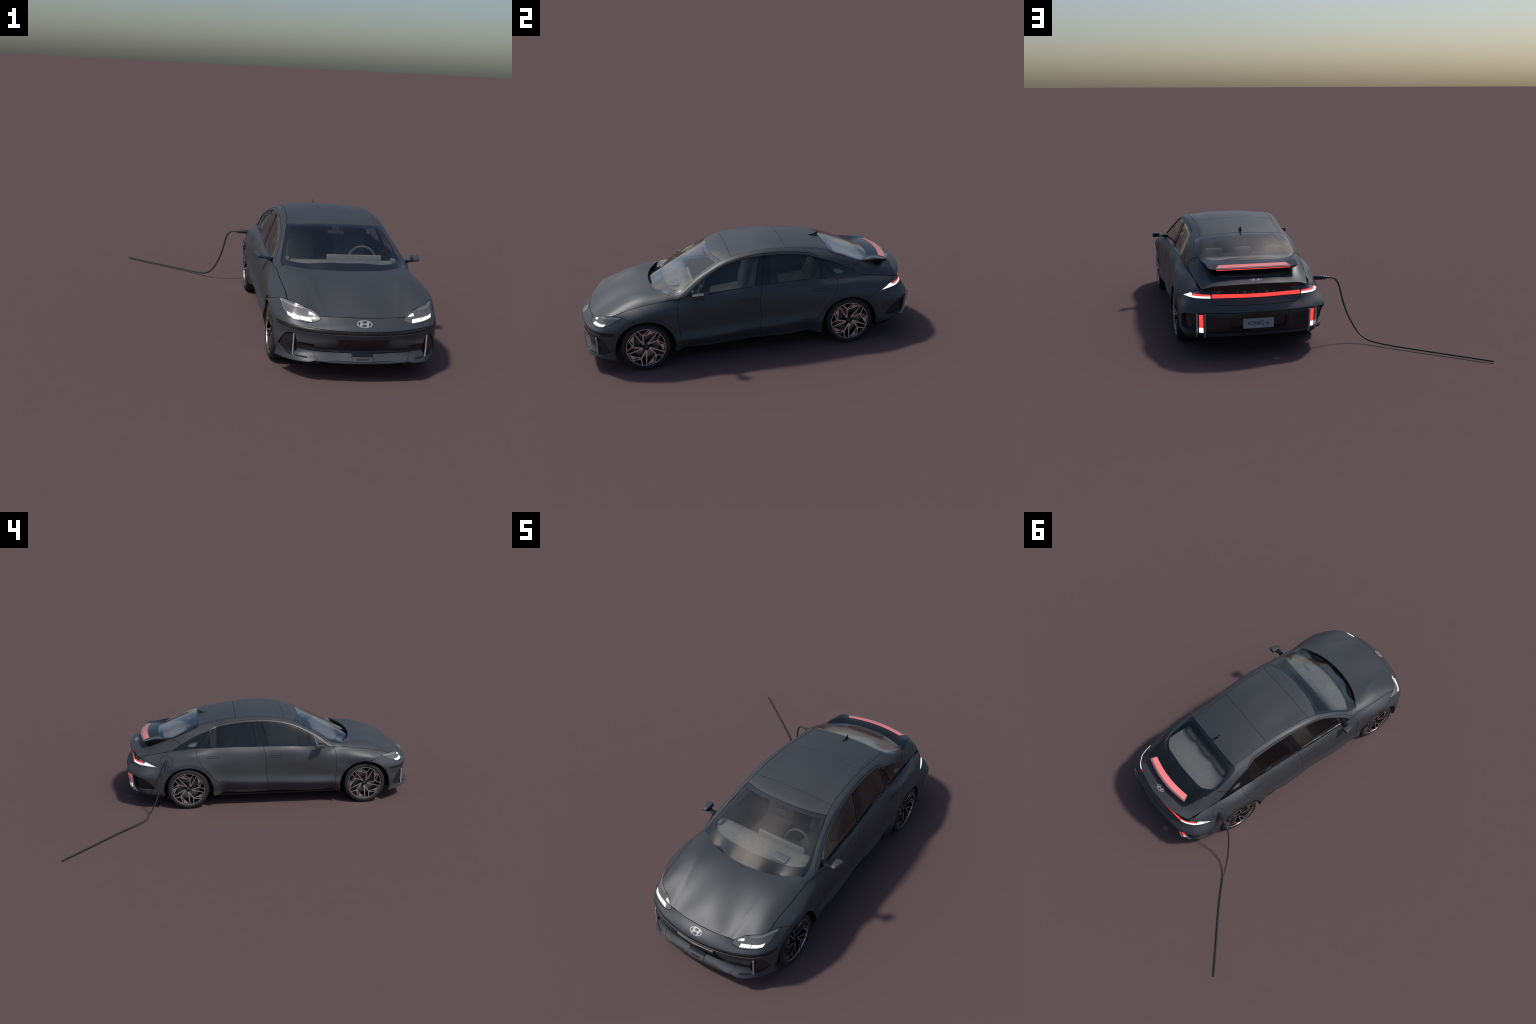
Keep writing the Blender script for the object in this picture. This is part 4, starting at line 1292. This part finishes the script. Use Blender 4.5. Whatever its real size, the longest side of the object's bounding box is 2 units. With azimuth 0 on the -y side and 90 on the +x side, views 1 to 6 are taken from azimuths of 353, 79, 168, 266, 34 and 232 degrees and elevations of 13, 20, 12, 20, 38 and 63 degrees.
# arch edges: the turned-in flange of the sheet metal
for c, r, a0, a1 in ((FRONT_ARCH, FRONT_R, -8, 196), (REAR_ARCH, REAR_R, -7, 186)):
    rows = []
    for a in np.radians(np.linspace(a0, a1, 70)):
        q = np.array([side(c[0] + (r + .0005) * math.cos(a), c[1] + (r + .0005) * math.sin(a))])
        p = wall.points(q)[0]
        ins = np.array([0, -math.cos(a), -math.sin(a)])
        rows.append([p + [-.0005, 0, 0], p + ins * .0004 + [-.0015, 0, 0], p + ins * .0004 + [-.020, 0, 0]])
    add("arch_flange", grid_surface(rows), BLACK, car, smooth=False)

# ------------------------------------------------------------------ wheels
TYRE_R, RIM_R, HUB_Z = .1222, .0965, .1222
tyre_profile = [(-.040, .0975), (-.043, .101), (-.0435, .107), (-.042, .1135), (-.038, .1185), (-.032, .1212), (-.022, .1220), (-.0215, .1208), (-.0195, .1208), (-.019, .12215), (-.007, .1222), (-.0065, .1209), (-.0045, .1209), (-.004, .1222),
                (.004, .1222), (.0045, .1209), (.0065, .1209), (.007, .1222), (.019, .12215), (.0195, .1208), (.0215, .1208), (.022, .1220), (.032, .1212), (.038, .1185), (.042, .1135), (.0435, .107), (.043, .101), (.040, .0975), (.036, .0955)]
barrel_profile = [(.0385, .0968), (.036, .0925), (.030, .0905), (.0, .088), (-.035, .092), (-.040, .0975)]
ring_profile = [(.0365, .0985), (.0400, .0982), (.0405, .0968), (.0400, .0945), (.0375, .0935), (.034, .0935)]
FACE = .0395      # how far the rim face stands out from the wheel's middle


def wedge(poly, x_face, thick, dish=0.0):
    """Flat spoke piece: polygon (forward, up) in units of the rim radius, extruded inward; face material 0, sides 1."""
    P = np.array(poly, float) * RIM_R
    if area(P) < 0:
        P = P[::-1]
    n = len(P)
    r = np.linalg.norm(P, axis=1) / RIM_R
    xf = x_face - dish * (1 - r)
    front_ = np.c_[xf, P]
    back_ = np.c_[xf - thick, P]
    F = [tuple(range(n))] + [(i, i + n, (i + 1) % n + n, (i + 1) % n) for i in range(n)]
    return np.vstack([front_, back_]), F, [0] + [1] * n


def bar(a, b, wa, wb):
    a, b = np.array(a, float), np.array(b, float)
    t = (b - a) / np.linalg.norm(b - a)
    m = np.array([-t[1], t[0]])
    return [a + m * wa / 2, b + m * wb / 2, b - m * wb / 2, a - m * wa / 2]


def turned(p, deg):
    c, s = math.cos(math.radians(deg)), math.sin(math.radians(deg))
    return [(x * c + y * s, -x * s + y * c) for x, y in p]


# one of five spoke groups, drawn forward (x) / up (y), rim radius = 1
apex, joint = (.105, .140), (.112, .675)
pieces = [bar(apex, joint, .085, .062), bar((.125, .150), (.528, .842), .080, .052), bar(joint, (.345, .925), .058, .052), bar((.100, .690), (-.230, .950), .050, .048),
          [(.120, .640), (.125, .700), (-.10, .705), (-.255, .905), (-.52, .775), (-.545, .800), (-.53, .745)], bar((.112, .64), (-.11, .688), .05, .05)]
V, F, I, k = [], [], [], 0
for g in range(5):
    for pc in pieces:
        v, f, ix = wedge(turned(pc, 72 * g), FACE + .0005, .012, .010)
        V.append(v)
        F += [tuple(i + k for i in t) for t in f]
        I += ix
        k += len(v)
spoke_mesh = build_mesh("spoke", np.vstack(V) - [CX, 0, 0], F, None, I, smooth=False)
for m in (ALLOY, ALLOY_DARK):
    spoke_mesh.materials.append(m)
hub = merge(lathe([(.0275, .0001), (.0275, .0150), (.026, .0175), (.018, .020), (.0, .024)], 40))
cap_logo = lathe([(.0283, .0001), (.0283, .0085), (.0275, .0090)], 32)
bolt_parts = []
for g in range(5):
    a = math.radians(72 * g + 20)
    v, f, _ = lathe([(.0285, .0001), (.0285, .0022), (.020, .0024)], 10)
    bolt_parts.append((v + [0, .0215 * math.sin(a), .0215 * math.cos(a)], f, None))
disc = lathe([(.006, .020), (.010, .030), (.010, .066), (.004, .066), (.004, .03)], 48)
cal = []
for a in np.radians(np.linspace(-24, 24, 9)):
    ring = []
    for x, r in ((.014, .046), (.020, .050), (.020, .066), (.014, .072), (-.006, .072), (-.006, .046)):
        ring.append((x, r * math.cos(a), r * math.sin(a)))
    cal.append(ring + [ring[0]])
caliper = grid_surface(cal)


def wheel_mesh(name, data, mat, angle=40):
    v, f, _ = data
    me = build_mesh(name, np.asarray(v) - [CX, 0, 0], f, None)
    me.materials.append(mat)
    o = bpy.data.objects.new(name, me)
    smooth_by_angle(o, angle)
    bpy.data.objects.remove(o)
    return me


meshes = {"tyre": wheel_mesh("tyre", lathe(tyre_profile, 96), RUBBER), "rim_barrel": wheel_mesh("rim_barrel", lathe(barrel_profile, 72), ALLOY_DARK), "rim_ring": wheel_mesh("rim_ring", lathe(ring_profile, 96), ALLOY),
          "hub": wheel_mesh("hub", hub, ALLOY_DARK), "hub_cap": wheel_mesh("hub_cap", cap_logo, CALIPER), "wheel_bolt": wheel_mesh("wheel_bolt", merge(*bolt_parts), DISC),
          "brake_disc": wheel_mesh("brake_disc", disc, DISC), "brake_caliper": wheel_mesh("brake_caliper", caliper, CALIPER)}
for yw in (-.6984, .3452):
    for sgn in (1, -1):
        e = bpy.data.objects.new("wheel", None)
        e.empty_display_size = .05
        e.location = (CX + sgn * .2865, yw, HUB_Z)
        if sgn < 0:
            e.scale = (-1, 1, 1)
        COLLECTION.objects.link(e)
        e.parent = car
        e.matrix_parent_inverse = car.matrix_world.inverted()
        for nm, me in list(meshes.items()) + [("spoke", spoke_mesh)]:
            o = bpy.data.objects.new(nm, me)
            COLLECTION.objects.link(o)
            o.parent = e
            if nm in ("spoke",):
                # drawn with forward = local +y reversed: the nose points to -y
                o.scale = (1, -1, 1)
            if nm == "brake_caliper":
                o.rotation_euler = (math.radians(150 if yw < 0 else 150), 0, 0)

# ------------------------------------------------------------------ cabin
def cabin(name, data, mat, parent=car, sides="one", angle=45):
    obs = add(name, data, mat, parent, sides)
    for o in obs:
        smooth_by_angle(o, angle)
    return obs


cabin("cabin_floor", block((-.27, -.50, .085), (.27, .42, .095), .002, 1), FABRIC_DARK)
dash_rows = []
for x in np.linspace(-.262, .262, 21):
    yb = np.interp(abs(x), [0, .1, .2, .262], [-.615, -.602, -.570, -.525])
    dash_rows.append([(x, yb, .3445), (x, yb + .05, .358), (x, -.47, .3625 - .004 * (x / .26) ** 2), (x, -.435, .357), (x, -.425, .335), (x, -.445, .27), (x, -.46, .15)])
cabin("dashboard", grid_surface(dash_rows), DASH, angle=60)
cabin("display_bar", block((-.0525, -.4370, .3460), (.1925, -.4240, .3800), .005, 3, ("X", -12)), DASH)
cabin("head_up_display", block((.085, -.540, .3600), (.158, -.494, .3660), .002, 2), LENS_BAR)
cabin("dash_side_pod", block((.2250, -.492, .352), (.2450, -.455, .376), .008, 3), DASH, car, "both")
cabin("centre_console", block((-.045, -.42, .12), (.045, -.05, .225), .012, 3), FABRIC_DARK)
sw_c, sw_r = np.array((.1210, -.3830, .3450)), .0620
tilt = math.radians(24)
ring = [sw_c + sw_r * np.array((math.cos(a), math.sin(a) * math.sin(tilt), math.sin(a) * math.cos(tilt))) for a in np.linspace(0, 2 * math.pi, 48)]
wheel_rim = cabin("steering_wheel", tube(ring, .0055, 10, False), FABRIC)[0]
cabin("steering_hub", block((.0960, -.3960, .3230), (.1460, -.3800, .3560), .006, 2, ("X", -24)), FABRIC_DARK, wheel_rim)
cabin("steering_spoke", merge(block((.0620, -.3900, .3390), (.1800, -.3840, .3490), .003, 2, ("X", -24))), FABRIC_DARK, wheel_rim)


def seat(cx, y, name="front_seat"):
    s = bpy.data.objects.new(name, None)
    s.location = (CX + cx, y, .095)
    COLLECTION.objects.link(s)
    s.parent = car
    s.matrix_parent_inverse = car.matrix_world.inverted()
    bpy.context.view_layer.update()
    cabin("seat_cushion", block((cx - .088, y - .175, .150), (cx + .088, y + .02, .205), .022, 4, ("X", 4)), FABRIC, s)
    cabin("seat_back", block((cx - .088, y + .005, .195), (cx + .088, y + .058, .420), .024, 4, ("X", -14), (.80, .75)), FABRIC, s)
    cabin("head_rest", block((cx - .048, y + .048, .405), (cx + .048, y + .080, .468), .016, 4, ("X", -10)), FABRIC, s)


for cx in (.122, -.122):
    seat(cx, -.130)
cabin("rear_seat_cushion", block((-.245, .085, .150), (.245, .265, .215), .022, 4, ("X", 5)), FABRIC)
cabin("rear_seat_back", block((-.235, .265, .190), (.235, .315, .405), .022, 4, ("X", -22), (.92, .8)), FABRIC)
for cx in (-.14, 0, .14):
    cabin("rear_head_rest", block((cx - .042, .318, .390), (cx + .042, .346, .424), .012, 3, ("X", -18)), FABRIC)
cabin("parcel_shelf", grid_surface([[(x, y, z) for x in np.linspace(-.215, .215, 9)] for y, z in ((.335, .382), (.40, .383), (.47, .381), (.50, .378))]), SHELF)
# door cards and pillar trim close the cabin sides
for y0, y1 in ((-.50, -.105), (-.095, .28)):
    rows = []
    for y in np.linspace(y0, y1, 14):
        xb = np.interp(y, [p[1] for p in belt_line], [p[0] for p in belt_line])
        rows.append([(xb - .012, y, .352), (xb - .030, y, .345), (xb - .026, y, .27), (xb - .034, y, .18), (xb - .03, y, .09)])
    cabin("door_card", grid_surface(rows), FABRIC_DARK, car, "both")
head = []
for y in np.linspace(-.285, .285, 16):
    p = glass.points(np.array([[y, t] for t in np.linspace(-.36, .36, 19) * Drum.K]))
    n = glass.normals(np.array([[y, t] for t in np.linspace(-.36, .36, 19) * Drum.K]))
    head.append(p - n * .014)
cabin("head_liner", grid_surface(head), FABRIC_DARK, angle=60)
pil = []
for p in ws_side[:-1]:
    q = glass.flat([p])[0] + [0, .004]
    a, n = glass.points(q)[0], glass.normals(q)[0]
    pil.append([a - n * .009 + [-.016, 0, -.004], a - n * .012 + [-.010, .006, -.010], a - n * .012 + [0, .012, -.012]])
cabin("pillar_trim", grid_surface(pil), DASH, car, "both", 60)
cabin("inner_mirror", block((-.036, -.345, .452), (.036, -.336, .470), .004, 2, ("X", -15)), FABRIC_DARK)
cabin("mirror_mount", block((-.016, -.345, .465), (.016, -.322, .486), .004, 2), FABRIC_DARK)

# ------------------------------------------------------------------ charging cable
cable_pts = [(-.378, .4765, .2890), (-.3847, .4775, .2888), (-.3995, .4812, .2864), (-.4100, .4845, .2797), (-.4190, .488, .2668), (-.4283, .494, .2385), (-.4385, .5033, .1905), (-.4475, .5125, .1540), (-.4580, .5236, .1220),
             (-.4783, .5465, .0752), (-.4970, .5720, .0418), (-.5120, .5900, .0280), (-.5253, .6048, .0200), (-.5367, .6180, .0150), (-.5583, .6409, .0110), (-.5988, .6813, .0085), (-.6636, .7396, .0075), (-.7468, .8100, .0068), (-.8384, .8860, .0062), (-.9273, .9600, .0057), (-.9690, .9955, .0054)]
charger = thing("charging_cable", (CX - .74, .80, 0), "thin black charging cable plugged into the car", "cable")
path = spline(cable_pts)(np.linspace(0, 1, 220))
sheath = add("cable_sheath", tube(path, .0040, 12), CABLE, charger, "one")[0]
smooth_by_angle(sheath, 60)
axis0, axis1 = np.array((-.3000, .4655, .2903)), np.array((-.3847, .4778, .2888))
ax = (axis1 - axis0) / np.linalg.norm(axis1 - axis0)
prof = [(0, .0092), (.014, .0102), (.030, .0106), (.042, .0106), (.049, .0100), (.050, .0084), (.053, .0084), (.054, .0096), (.058, .0094), (.063, .0082), (.064, .0064), (.067, .0062), (.070, .0060), (.071, .0052), (.075, .0050), (.076, .0044), (.084, .0038)]
v, f, _ = tube([axis0 + ax * a for a, r in prof], [r for a, r in prof], 28)
smooth_by_angle(add("charging_plug", (v, f, None), PLUG, charger, "one")[0], 50)
